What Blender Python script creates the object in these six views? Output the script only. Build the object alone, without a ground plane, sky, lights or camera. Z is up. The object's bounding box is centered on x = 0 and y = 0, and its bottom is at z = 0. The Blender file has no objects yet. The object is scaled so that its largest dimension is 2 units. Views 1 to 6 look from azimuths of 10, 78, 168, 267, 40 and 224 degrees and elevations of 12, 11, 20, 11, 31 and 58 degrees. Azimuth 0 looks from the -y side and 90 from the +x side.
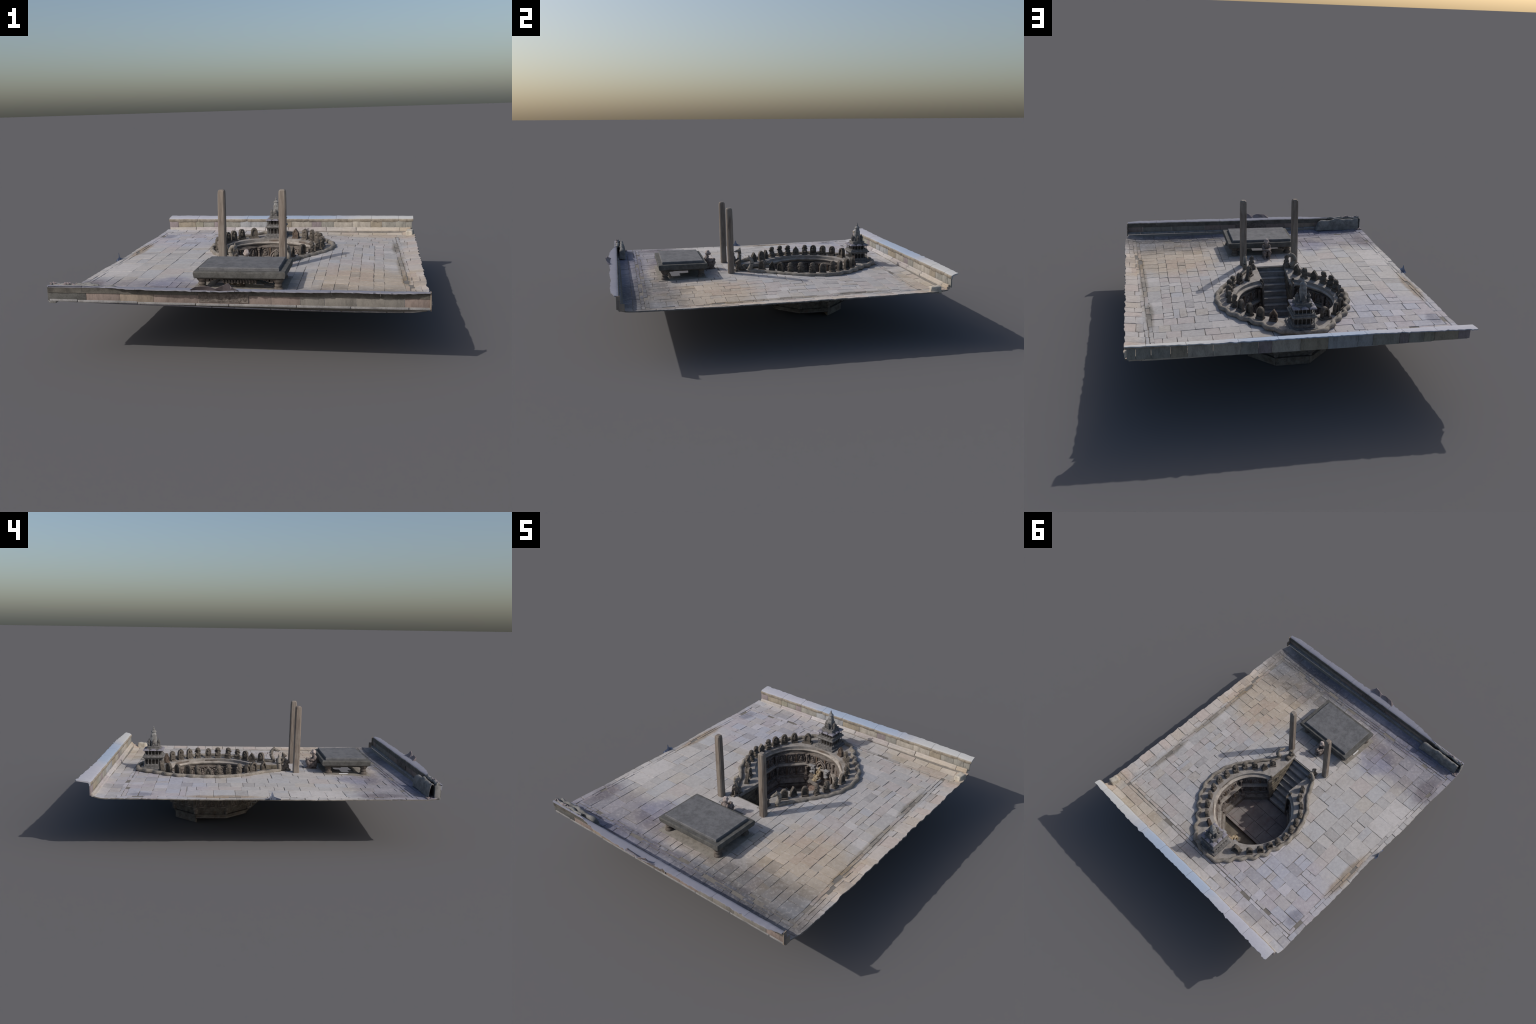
# Sunken stone fountain in a paved courtyard: octagonal stepwell ringed by a pair of
# carved serpents, guardian steles, a miniature temple, two wooden posts, a stone table.
import bpy, bmesh, math, random
from math import sin, cos, pi, radians, hypot, atan2, exp, sqrt
from mathutils import Vector, Matrix, noise
from mathutils.geometry import delaunay_2d_cdt

R = random.Random(7)
ZF = 0.297          # paving level
ZP = 0.3065          # level of the stone rim round the well
CX, CY = -0.022, 0.305   # centre of the well

def zf(x, y):
    """the paving is gently domed: highest west of the well, sagging to the east and south edges"""
    return (.3068 - .01638 * x + .00664 * y - .03805 * x * x - .00009 * x * y - .02366 * y * y + .00778 * x ** 3 - .004 * x * x * y
            - .00021 * x * y * y - .00079 * y ** 3 + .01375 * x ** 4 + .04541 * x * x * y * y - .00352 * y ** 4
            + .009 * min(1, max(0, (y - .84) / .06)) ** 2      # fillet at the foot of the north wall
            + .009 * min(1, max(0, (-y - .872) / .06)) ** 2     # and of the south wall
            + .011 * min(1, max(0, (x - .775) / .075))           # and along the east edge
            + .0100 * exp(-((x - .32) ** 2 + (y - .2) ** 2) / .0784))

# ------------------------------------------------------------------ materials
def new_mat(name):
    m = bpy.data.materials.new(name)
    m.use_nodes = True
    nt = m.node_tree
    b = nt.nodes["Principled BSDF"]
    b.inputs["Roughness"].default_value = 0.85
    b.inputs["Specular IOR Level"].default_value = 0.25
    return m, nt, b

def node(nt, t, **kw):
    n = nt.nodes.new(t)
    for k, v in kw.items():
        setattr(n, k, v)
    return n

def noise_tex(nt, vec, scale, detail=5.0, rough=0.6, dist=0.0):
    n = node(nt, "ShaderNodeTexNoise")
    n.inputs["Scale"].default_value = scale
    n.inputs["Detail"].default_value = detail
    n.inputs["Roughness"].default_value = rough
    n.inputs["Distortion"].default_value = dist
    nt.links.new(vec, n.inputs["Vector"])
    return n.outputs["Fac"]

def ramp(nt, fac, lo, hi):
    n = node(nt, "ShaderNodeMapRange")
    n.inputs["From Min"].default_value = lo
    n.inputs["From Max"].default_value = hi
    nt.links.new(fac, n.inputs["Value"])
    return n.outputs["Result"]

def mix(nt, fac, a, b, mode="MIX"):
    n = node(nt, "ShaderNodeMix", data_type="RGBA", blend_type=mode)
    for sock, v in ((n.inputs[0], fac), (n.inputs[6], a), (n.inputs[7], b)):
        if isinstance(v, (int, float)):
            sock.default_value = v
        elif isinstance(v, tuple):
            sock.default_value = (*v, 1.0)
        else:
            nt.links.new(v, sock)
    return n.outputs[2]

def mul(nt, a, b):
    n = node(nt, "ShaderNodeMath", operation="MULTIPLY")
    for s, v in ((n.inputs[0], a), (n.inputs[1], b)):
        if isinstance(v, (int, float)):
            s.default_value = v
        else:
            nt.links.new(v, s)
    return n.outputs[0]

def coords(nt, scale=(1, 1, 1), loc=(0, 0, 0)):
    tc = node(nt, "ShaderNodeTexCoord")
    mp = node(nt, "ShaderNodeMapping")
    mp.inputs["Scale"].default_value = scale
    mp.inputs["Location"].default_value = loc
    nt.links.new(tc.outputs["Object"], mp.inputs["Vector"])
    return mp.outputs["Vector"]

def patch(nt, vec, centre, radii, wob, soft=0.45, strength=1.0):
    """soft-edged elliptical patch on the ground plan, its edge broken by noise"""
    mp = node(nt, "ShaderNodeMapping")
    s = (1 / radii[0], 1 / radii[1], 0.0)
    mp.inputs["Scale"].default_value = s
    mp.inputs["Location"].default_value = (-centre[0] * s[0], -centre[1] * s[1], 0)
    nt.links.new(vec, mp.inputs["Vector"])
    ln = node(nt, "ShaderNodeVectorMath", operation="LENGTH")
    nt.links.new(mp.outputs["Vector"], ln.inputs[0])
    ad = node(nt, "ShaderNodeMath", operation="ADD")
    nt.links.new(ln.outputs["Value"], ad.inputs[0])
    nt.links.new(wob, ad.inputs[1])
    mr = node(nt, "ShaderNodeMapRange", interpolation_type="SMOOTHSTEP")
    mr.inputs["From Min"].default_value = 1.5 + soft
    mr.inputs["From Max"].default_value = 1.5 - soft
    mr.inputs["To Max"].default_value = strength
    nt.links.new(ad.outputs[0], mr.inputs["Value"])
    return mr.outputs["Result"]

def bump(nt, bsdf, h, strength, dist):
    n = node(nt, "ShaderNodeBump")
    n.inputs["Strength"].default_value = strength
    n.inputs["Distance"].default_value = dist
    nt.links.new(h, n.inputs["Height"])
    nt.links.new(n.outputs["Normal"], bsdf.inputs["Normal"])

def stone(name, base, light=None, dark=None, scale=40, fine=260, var=1.0, bstr=0.35,
          streak=None, rand=0.0, stain=None, stain_scale=14, rough=0.85):
    """mottled carved stone: two noise scales of lighter/darker grain, optional stains"""
    m, nt, b = new_mat(name)
    light = light or tuple(min(1, c * 1.3) for c in base)
    dark = dark or tuple(c * 0.65 for c in base)
    v = coords(nt, streak or (1, 1, 1))
    n1 = noise_tex(nt, v, scale, 6, 0.65)
    n2 = noise_tex(nt, v, fine, 3, 0.6)
    c = mix(nt, mul(nt, ramp(nt, n1, 0.45, 0.72), 0.8 * var), base, light)
    c = mix(nt, mul(nt, ramp(nt, n1, 0.5, 0.25), 0.9 * var), c, dark)
    c = mix(nt, mul(nt, ramp(nt, n2, 0.48, 0.75), 0.45 * var), c, light)
    c = mix(nt, mul(nt, ramp(nt, n2, 0.48, 0.25), 0.45 * var), c, dark)
    if stain:
        n3 = noise_tex(nt, v, stain_scale, 4, 0.7, 0.6)
        c = mix(nt, mul(nt, ramp(nt, n3, 0.52, 0.7), 0.7), c, stain)
    if rand:
        oi = node(nt, "ShaderNodeObjectInfo")
        mr = node(nt, "ShaderNodeMapRange")
        mr.inputs["To Min"].default_value = 1 - rand
        mr.inputs["To Max"].default_value = 1 + rand
        nt.links.new(oi.outputs["Random"], mr.inputs["Value"])
        hs = node(nt, "ShaderNodeHueSaturation")
        nt.links.new(mr.outputs["Result"], hs.inputs["Value"])
        nt.links.new(c, hs.inputs["Color"])
        c = hs.outputs["Color"]
    nt.links.new(c, b.inputs["Base Color"])
    b.inputs["Roughness"].default_value = rough
    bump(nt, b, n2, bstr, 0.002)
    return m

def paving_mat(name, base):
    """pale flagstone; broad regional tints (warm, grey, blue-grey) lie across all stones"""
    m, nt, b = new_mat(name)
    v = coords(nt)
    big = noise_tex(nt, v, 5.0, 5, 0.6)
    wob = noise_tex(nt, v, 9.0, 5, 0.65)
    grain = noise_tex(nt, v, 55.0, 6, 0.7)
    fine = noise_tex(nt, v, 330.0, 3, 0.6)
    vs = coords(nt, (1.0, 5.0, 1.0))
    scratch = noise_tex(nt, vs, 60.0, 4, 0.7, 0.4)
    c = mix(nt, mul(nt, ramp(nt, big, 0.4, 0.7), 0.35), base, tuple(x * y for x, y in zip(base, (0.88, 0.86, 0.84))))
    # regional tints: (centre, radii, colour, strength)
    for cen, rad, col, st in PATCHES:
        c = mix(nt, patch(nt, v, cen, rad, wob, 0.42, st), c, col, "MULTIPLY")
    grime = noise_tex(nt, v, 13.0, 7, 0.72, 0.5)
    c = mix(nt, mul(nt, ramp(nt, grime, 0.50, 0.72), 0.55), c, (0.72, 0.69, 0.66), "MULTIPLY")
    c = mix(nt, mul(nt, ramp(nt, grain, 0.5, 0.75), 0.35), c, (0.62, 0.58, 0.55))
    c = mix(nt, mul(nt, ramp(nt, grain, 0.46, 0.25), 0.4), c, (0.235, 0.222, 0.22))
    c = mix(nt, mul(nt, ramp(nt, scratch, 0.6, 0.75), 0.16), c, (0.62, 0.6, 0.6))
    c = mix(nt, mul(nt, ramp(nt, fine, 0.45, 0.25), 0.3), c, (0.2, 0.19, 0.18))
    nt.links.new(c, b.inputs["Base Color"])
    bump(nt, b, grain, 0.25, 0.003)
    return m

PATCHES = [
    ((0.56, -0.42), (0.30, 0.26), (1.0, 0.885, 0.73), 0.95),    # warm south-east stones
    ((0.54, -0.79), (0.46, 0.22), (0.47, 0.48, 0.50), 1.0),    # darker grey south-east corner
    ((-0.37, -0.57), (0.12, 0.13), (0.56, 0.60, 0.80), 0.7),   # bluish shadow tinted onto the paving beside the table
    ((-0.62, -0.74), (0.44, 0.24), (0.60, 0.60, 0.68), 0.95),  # blue-grey south-west
    ((-0.10, -0.86), (0.75, 0.10), (0.62, 0.65, 0.80), 0.95),
    ((0.72, 0.84), (0.40, 0.10), (1.0, 0.93, 0.80), 0.9),      # warm north-east strip
    ((-0.50, 0.60), (0.50, 0.30), (0.93, 0.95, 1.07), 0.9),
    ((-0.05, -0.67), (0.36, 0.07), (0.85, 0.78, 0.72), 0.8),
    ((0.25, -0.80), (0.62, 0.05), (0.66, 0.66, 0.66), 0.9),
    ((0.82, 0.0), (0.05, 1.2), (1.06, 1.0, 0.94), 0.9),
    ((0.725, 0.42), (0.022, 0.16), (0.52, 0.50, 0.44), 0.9),     # damp streaks along the gutter
    ((0.745, -0.02), (0.022, 0.22), (0.62, 0.58, 0.50), 0.9),
    ((0.760, -0.38), (0.020, 0.10), (0.60, 0.53, 0.40), 0.9),
    ((0.45, 0.30), (0.22, 0.40), (0.97, 0.97, 0.99), 0.8),
    ((-0.80, 0.22), (0.03, 0.20), (0.72, 0.60, 0.46), 0.9),
    ((-0.77, -0.62), (0.05, 0.14), (0.62, 0.58, 0.60), 0.9),
    ((-0.76, 0.66), (0.04, 0.06), (0.60, 0.60, 0.64), 0.9),
]
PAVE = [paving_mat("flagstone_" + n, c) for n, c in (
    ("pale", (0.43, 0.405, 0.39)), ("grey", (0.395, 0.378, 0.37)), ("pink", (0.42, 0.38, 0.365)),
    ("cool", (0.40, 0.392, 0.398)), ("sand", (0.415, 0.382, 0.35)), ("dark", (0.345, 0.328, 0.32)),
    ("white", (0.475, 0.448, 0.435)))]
PAVE_W = [6, 5, 4, 4, 3, 2, 3]
M_MORTAR = stone("gritty_joint", (0.17, 0.155, 0.138), scale=30, var=0.8)
M_RIM = stone("rim_stone", (0.285, 0.262, 0.242), (0.38, 0.352, 0.328), (0.16, 0.145, 0.133), scale=22, stain=(0.2, 0.17, 0.14))
M_LIP = stone("worn_lip_stone", (0.30, 0.27, 0.24), (0.48, 0.43, 0.38), (0.16, 0.14, 0.125), scale=18)
M_SNAKE = stone("serpent_stone", (0.205, 0.182, 0.155), (0.33, 0.30, 0.265), (0.10, 0.088, 0.076), scale=35)
M_CARVE = stone("dark_carved_stone", (0.100, 0.086, 0.073), (0.20, 0.174, 0.148), (0.040, 0.034, 0.029), scale=60, rand=0.22, fine=400)
M_BROWN = stone("brown_carved_stone", (0.125, 0.088, 0.065), (0.20, 0.15, 0.115), (0.065, 0.046, 0.034), scale=60)
M_RUST = stone("rusty_stele_stone", (0.098, 0.072, 0.057), (0.16, 0.125, 0.10), (0.05, 0.037, 0.03), scale=60)
M_TEMPLE = stone("temple_stone", (0.125, 0.119, 0.115), (0.235, 0.226, 0.222), (0.055, 0.05, 0.047), scale=70, fine=420)
M_ROOFLET = stone("violet_grey_slate", (0.19, 0.18, 0.21), (0.30, 0.29, 0.33), (0.10, 0.09, 0.10), scale=60)
M_SPIRE = stone("pale_spire_stone", (0.20, 0.195, 0.19), (0.33, 0.33, 0.33), (0.10, 0.095, 0.09), scale=60)
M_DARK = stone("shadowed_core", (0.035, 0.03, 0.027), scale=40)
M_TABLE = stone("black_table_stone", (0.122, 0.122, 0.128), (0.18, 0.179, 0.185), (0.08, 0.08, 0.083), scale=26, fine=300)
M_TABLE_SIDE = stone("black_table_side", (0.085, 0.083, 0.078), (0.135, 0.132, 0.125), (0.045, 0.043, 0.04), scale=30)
M_COPEDARK = stone("dark_coping_edge", (0.10, 0.092, 0.08), (0.16, 0.148, 0.13), (0.05, 0.045, 0.04), scale=24)
M_PLINTHS = stone("south_plinth_stone", (0.22, 0.215, 0.215), (0.32, 0.31, 0.31), (0.11, 0.105, 0.10), scale=26)
M_BASE = stone("olive_base_stone", (0.23, 0.21, 0.185), (0.32, 0.295, 0.265), (0.13, 0.118, 0.10), scale=30)
M_LABEL = stone("white_enamel", (0.62, 0.62, 0.62), (0.7, 0.7, 0.7), (0.4, 0.42, 0.45), scale=120)
M_LEG = stone("table_leg_stone", (0.105, 0.088, 0.075), (0.17, 0.145, 0.125), (0.05, 0.042, 0.036), scale=60)
M_WELL = stone("well_wall_stone", (0.125, 0.108, 0.094), (0.22, 0.196, 0.174), (0.052, 0.043, 0.037), scale=35, stain=(0.125, 0.08, 0.058))
M_NICHE = stone("niche_stone", (0.15, 0.125, 0.11), (0.28, 0.245, 0.22), (0.065, 0.05, 0.043), scale=80, rand=0.2)
M_SHELF = stone("ledge_stone", (0.24, 0.215, 0.19), (0.36, 0.33, 0.30), (0.12, 0.10, 0.09), scale=30)
M_SIDEW = stone("ochre_stair_wall_stone", (0.165, 0.14, 0.105), (0.26, 0.225, 0.175), (0.085, 0.07, 0.055), scale=30, stain=(0.10, 0.085, 0.065))
M_MOULD = stone("moulding_stone", (0.185, 0.165, 0.15), (0.28, 0.255, 0.235), (0.09, 0.078, 0.07), scale=30)
M_STEP = stone("step_stone", (0.26, 0.253, 0.25), (0.37, 0.36, 0.35), (0.16, 0.153, 0.15), scale=26)  # colour lightened to match the baked-in brightness of the treads
M_WFLOOR = stone("well_floor_stone", (0.20, 0.172, 0.166), (0.29, 0.27, 0.255), (0.125, 0.102, 0.10), scale=9, stain=(0.20, 0.14, 0.132))
M_POOL = stone("pool_silt", (0.17, 0.145, 0.115), (0.24, 0.21, 0.17), (0.09, 0.075, 0.06), scale=14)
M_GOLD = stone("gilded_metal", (0.26, 0.19, 0.11), (0.62, 0.55, 0.43), (0.06, 0.038, 0.022), scale=70, fine=200)
M_SPOUTSLAB = stone("pale_slab_stone", (0.27, 0.265, 0.27), (0.40, 0.40, 0.40), (0.16, 0.15, 0.15), scale=40)
M_REDSTONE = stone("red_ledge_stone", (0.23, 0.165, 0.135), (0.32, 0.25, 0.21), (0.12, 0.085, 0.07), scale=30)
M_MONKEY = stone("weathered_pink_stone", (0.155, 0.125, 0.112), (0.36, 0.31, 0.29), (0.06, 0.047, 0.042), scale=42, fine=300)
M_MHEAD = stone("bleached_pink_stone", (0.32, 0.265, 0.245), (0.52, 0.46, 0.44), (0.15, 0.115, 0.10), scale=42, fine=300)
M_CLOTH = stone("grey_sacking", (0.175, 0.172, 0.165), (0.29, 0.28, 0.27), (0.08, 0.077, 0.074), scale=20)
M_MEMBRANE = stone("pinkish_debris", (0.20, 0.165, 0.165), (0.30, 0.26, 0.27), (0.11, 0.09, 0.09), scale=12)
M_MEMBLUE = stone("blue_grey_debris", (0.20, 0.23, 0.31), (0.28, 0.31, 0.40), (0.12, 0.13, 0.17), scale=18)
M_BOULDER = stone("pale_block", (0.42, 0.38, 0.32), (0.55, 0.51, 0.44), (0.22, 0.19, 0.155), scale=30)
def coping_mat():
    m, nt, b = new_mat("coping_top_stone")
    v = coords(nt)
    wob = noise_tex(nt, v, 9.0, 4, 0.6)
    g = noise_tex(nt, v, 26.0, 6, 0.7)
    f = noise_tex(nt, v, 240.0, 3, 0.6)
    c = mix(nt, ramp(nt, g, .35, .7), (0.36, 0.36, 0.39), (0.44, 0.44, 0.455))
    c = mix(nt, patch(nt, v, (.72, .95), (.26, .3), wob, .45, .9), c, (0.45, 0.45, 0.445))
    c = mix(nt, patch(nt, v, (0.0, .95), (.34, .3), wob, .48, .9), c, (0.30, 0.365, 0.475))
    c = mix(nt, patch(nt, v, (-.60, .95), (.24, .3), wob, .48, .6), c, (0.37, 0.37, 0.44))
    c = mix(nt, patch(nt, v, (0, -.95), (1.2, .12), wob, .4, .8), c, (0.20, 0.20, 0.25))
    c = mix(nt, mul(nt, ramp(nt, f, .45, .25), .4), c, (0.2, 0.2, 0.21))
    nt.links.new(c, b.inputs["Base Color"])
    bump(nt, b, g, .3, .003)
    return m
COPING = coping_mat()
COPEFRONT = stone("coping_edge_stone", (0.27, 0.235, 0.19), (0.38, 0.34, 0.28), (0.12, 0.10, 0.08), scale=30, stain=(0.16, 0.13, 0.10))
WALLB = [stone("wall_block_" + n, c, tuple(x * 1.3 for x in c), tuple(x * 0.6 for x in c), scale=36, streak=(1, 1, 0.35))
         for n, c in (("tan", (0.27, 0.235, 0.185)), ("grey", (0.25, 0.24, 0.215)), ("olive", (0.265, 0.25, 0.20)),
                      ("mauve", (0.23, 0.195, 0.20)), ("pale", (0.34, 0.31, 0.27)), ("blue", (0.275, 0.28, 0.29)))]
SWALL = [stone("south_block_" + n, c, tuple(x * 1.25 for x in c), tuple(x * 0.6 for x in c), scale=30, streak=(1, 1, 0.35))
         for n, c in (("tan", (0.25, 0.205, 0.165)), ("rose", (0.22, 0.175, 0.155)), ("grey", (0.20, 0.185, 0.165)))]

def wood_mat():
    m, nt, b = new_mat("weathered_timber")
    v = coords(nt, (1, 1, 0.06))
    v2 = coords(nt)
    g = noise_tex(nt, v, 90, 6, 0.7, 0.8)
    w = noise_tex(nt, v2, 7, 4, 0.6)
    g2 = noise_tex(nt, v, 260, 3, 0.6)
    c = mix(nt, ramp(nt, g, 0.35, 0.68), (0.126, 0.101, 0.084), (0.282, 0.240, 0.204))
    c = mix(nt, mul(nt, ramp(nt, w, 0.5, 0.68), 0.6), c, (0.27, 0.245, 0.215))
    c = mix(nt, mul(nt, ramp(nt, g2, 0.45, 0.25), 0.5), c, (0.09, 0.06, 0.045))
    nt.links.new(c, b.inputs["Base Color"])
    bump(nt, b, g, 0.5, 0.002)
    return m
M_WOOD = wood_mat()

# ------------------------------------------------------------------ object helpers
ROOTS = {}
def root(name, label, cat, loc=(0, 0, 0)):
    e = bpy.data.objects.new(name, None)
    e.empty_display_size = 0.05
    e.location = loc
    e["label"], e["category"] = label, cat
    bpy.context.collection.objects.link(e)
    return e

def obj(name, me, parent, mat=None, loc=None, rot=None, scale=None):
    o = bpy.data.objects.new(name, me)
    if mat is not None and not me.materials:
        for mm in (mat if isinstance(mat, (list, tuple)) else [mat]):
            me.materials.append(mm)
    PENDING.append(o)
    o.parent = parent
    if parent is not None:
        o.matrix_parent_inverse = Matrix.Translation(-PLOC.get(parent.name, Vector()))
    if loc is not None: o.location = loc
    if rot is not None: o.rotation_euler = rot
    if scale is not None: o.scale = scale
    return o
PLOC = {}
PENDING = []     # linked to the scene at the very end, so that remeshing stays quick

def mesh(bm, name, smooth=None):
    me = bpy.data.meshes.new(name)
    bmesh.ops.recalc_face_normals(bm, faces=bm.faces)
    bm.to_mesh(me)
    bm.free()
    if smooth is not None:
        for p in me.polygons: p.use_smooth = True
        if smooth < 180:
            me.set_sharp_from_angle(angle=radians(smooth))
    return me

def add_box(bm, x0, x1, y0, y1, z0, z1, taper=0.0, bev=0.0, mi=0, M=None):
    t = taper
    co = [(x0, y0, z0), (x1, y0, z0), (x1, y1, z0), (x0, y1, z0),
          (x0 + t, y0 + t, z1), (x1 - t, y0 + t, z1), (x1 - t, y1 - t, z1), (x0 + t, y1 - t, z1)]
    vs = [bm.verts.new(M @ Vector(c) if M else c) for c in co]
    fs = [bm.faces.new([vs[i] for i in f]) for f in ((0, 3, 2, 1), (4, 5, 6, 7), (0, 1, 5, 4), (1, 2, 6, 5), (2, 3, 7, 6), (3, 0, 4, 7))]
    for f in fs: f.material_index = mi
    if bev > 0:
        es = list({e for f in fs for e in f.edges})
        r = bmesh.ops.bevel(bm, geom=es, offset=bev, segments=2, affect="EDGES", profile=0.5)
        for f in r["faces"]: f.material_index = mi
    return vs

def add_ell(bm, c, r, seg=12, rings=8, M=None, mi=0):
    res = bmesh.ops.create_uvsphere(bm, u_segments=seg, v_segments=rings, radius=1.0)
    X = Matrix.Translation(c) @ Matrix.Diagonal((*r, 1.0))
    if M: X = M @ X
    bmesh.ops.transform(bm, matrix=X, verts=res["verts"])
    for v in res["verts"]:
        for f in v.link_faces: f.material_index = mi
    return res["verts"]

def add_lathe(bm, prof, n=16, c=(0, 0), mi=0, square=False, rot=0.0, M=None, pw=None):
    """profile [(r, z)...] turned round a vertical axis; square=True gives a square section"""
    rings = []
    for r, z in prof:
        ring = []
        for i in range(n):
            a = 2 * pi * i / n + rot
            k = r
            if square:
                k = r / max(abs(cos(a)), abs(sin(a)))
                if pw: k = k * (1 - pw) + r * pw
            p = Vector((c[0] + k * cos(a), c[1] + k * sin(a), z))
            ring.append(bm.verts.new(M @ p if M else p))
        rings.append(ring)
    for a, b in zip(rings, rings[1:]):
        for i in range(n):
            f = bm.faces.new((a[i], a[(i + 1) % n], b[(i + 1) % n], b[i]))
            f.material_index = mi
    f = bm.faces.new(list(reversed(rings[0]))); f.material_index = mi
    f = bm.faces.new(rings[-1]); f.material_index = mi

def add_tube(bm, pts, radii, n=12, flat=1.0, mi=0):
    rings = []
    N = len(pts)
    for i, p in enumerate(pts):
        t = (pts[min(i + 1, N - 1)] - pts[max(i - 1, 0)]).normalized()
        side = t.cross(Vector((0, 0, 1)))
        if side.length < 1e-3: side = Vector((1, 0, 0))
        side.normalize()
        up = side.cross(t).normalized()
        r = radii[i]
        rings.append([bm.verts.new(p + side * (r * cos(2 * pi * k / n)) + up * (r * flat * sin(2 * pi * k / n))) for k in range(n)])
    for a, b in zip(rings, rings[1:]):
        for k in range(n):
            f = bm.faces.new((a[k], a[(k + 1) % n], b[(k + 1) % n], b[k])); f.material_index = mi
    bm.faces.new(list(reversed(rings[0]))); bm.faces.new(rings[-1])

def jitter(bm, amp, freq, seed=0.0, verts=None):
    for v in (verts or bm.verts):
        n = noise.noise_vector(v.co * freq + Vector((seed, seed * 1.7, seed * 0.3)))
        v.co += n * amp

def fused(bm, name, voxel, amp=0.0, freq=60.0, seed=0.0, smooth=60):
    """melt overlapping lumps into one carved skin"""
    me0 = bpy.data.meshes.new("tmp")
    bm.to_mesh(me0); bm.free()
    o = bpy.data.objects.new("tmp", me0)
    bpy.context.collection.objects.link(o)
    md = o.modifiers.new("r", "REMESH"); md.mode = "VOXEL"; md.voxel_size = voxel
    sm = o.modifiers.new("s", "SMOOTH"); sm.factor = 0.4; sm.iterations = 1
    dg = bpy.context.evaluated_depsgraph_get()
    me = bpy.data.meshes.new_from_object(o.evaluated_get(dg))
    bpy.data.objects.remove(o); bpy.data.meshes.remove(me0)
    me.name = name
    if amp:
        for v in me.vertices:
            v.co += v.normal * (noise.noise(v.co * freq + Vector((seed, 0, 0))) * amp)
    for p in me.polygons: p.use_smooth = True
    return me

def spline(pts, per, closed=False):
    """Catmull-Rom through 2D/3D points"""
    P = [Vector(p) for p in pts]; out = []
    n = len(P)
    for i in range(n if closed else n - 1):
        g = lambda k: P[k % n] if closed else P[max(0, min(n - 1, k))]
        a, b, c, d = g(i - 1), g(i), g(i + 1), g(i + 2)
        for j in range(per):
            t = j / per
            out.append(0.5 * ((2 * b) + (c - a) * t + (2 * a - 5 * b + 4 * c - d) * t * t + (3 * b - a - 3 * c + d) * t ** 3))
    if not closed: out.append(P[-1])
    return out

def inside(p, poly):
    x, y = p[0], p[1]; c = False
    j = len(poly) - 1
    for i in range(len(poly)):
        xi, yi, xj, yj = poly[i][0], poly[i][1], poly[j][0], poly[j][1]
        if (yi > y) != (yj > y) and x < (xj - xi) * (y - yi) / (yj - yi) + xi: c = not c
        j = i
    return c

def plate(outer, holes, z0, z1, name, extra=None, zfun=None):
    """flat slab with holes: outline loops triangulated and extruded"""
    pts, edges = [], []
    for loop in [outer] + holes:
        k = len(pts)
        pts += [Vector((p[0], p[1])) for p in loop]
        edges += [(k + i, k + (i + 1) % len(loop)) for i in range(len(loop))]
    if extra: pts += [Vector(p) for p in extra if inside(p, outer) and not any(inside(p, h) for h in holes)]
    V, _, F, *_ = delaunay_2d_cdt(pts, edges, [], 0, 1e-6)
    bm = bmesh.new()
    top = [bm.verts.new((v.x, v.y, (zfun(v.x, v.y) if zfun else z1))) for v in V]
    bot = [bm.verts.new((v.x, v.y, z0 + ((zfun(v.x, v.y) - z1) if zfun else 0))) for v in V]
    for f in F:
        c = sum((V[i] for i in f), Vector((0, 0))) / len(f)
        if inside(c, outer) and not any(inside(c, h) for h in holes):
            a = [top[i] for i in f]
            bm.faces.new(a)
            bm.faces.new([bot[i] for i in reversed(f)])
    bm.edges.ensure_lookup_table()
    bm.verts.index_update()
    nt_ = len(V)
    for e in [e for e in bm.edges if len(e.link_faces) == 1 and e.verts[0].index < nt_ and e.verts[1].index < nt_]:
        i, j = e.verts[0].index, e.verts[1].index
        bm.faces.new((top[i], top[j], bot[j], bot[i]))
    for v in [v for v in bm.verts if not v.link_faces]: bm.verts.remove(v)
    return mesh(bm, name)

# ------------------------------------------------------------------ things
YARD = root("fountain_courtyard", "paved grey stone courtyard with a sunken octagonal fountain ringed by serpents", "courtyard")

# centre line of the serpents / outline of the rim (east head -> north tip -> west head)
SNAKE_E = [(.140, -.112), (.148, -.088), (.172, -.050), (.208, .000), (.250, .058), (.290, .112), (.328, .180), (.350, .245),
           (.358, .310), (.353, .384), (.330, .444), (.300, .500), (.258, .548), (.216, .590), (.172, .640), (.132, .690), (.090, .728), (.030, .752), (-.022, .760)]
SNAKE_W = [(-.160, -.128), (-.178, -.115), (-.205, -.060), (-.246, .008), (-.292, .055), (-.328, .122), (-.352, .188), (-.362, .248),
           (-.366, .316), (-.362, .367), (-.348, .412), (-.334, .457), (-.322, .501), (-.298, .547), (-.270, .586), (-.236, .624), (-.204, .663), (-.180, .698), (-.148, .734), (-.108, .757), (-.060, .760), (-.022, .760)]
def wavy(pts, amp, wl, ph):
    s = spline(pts, 10)
    out, L = [], 0.0
    for i, p in enumerate(s):
        q = s[min(i + 1, len(s) - 1)]; o = s[max(i - 1, 0)]
        if i: L += (p - s[i - 1]).length
        t = (q - o).normalized()
        ramp_ = min(1, L / 0.12)
        amp_ = amp * (.35 + .65 * min(1, max(0, L - .15) / .35)) * (1 + .35 * sin(L * 9 + ph))
        out.append(p + Vector((-t.y, t.x)) * amp_ * ramp_ * sin(2 * pi * L / wl + ph + .45 * sin(L * 7)))
    return out
BODY_E = wavy(SNAKE_E, 0.0055, 0.086, 0.4)
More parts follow.
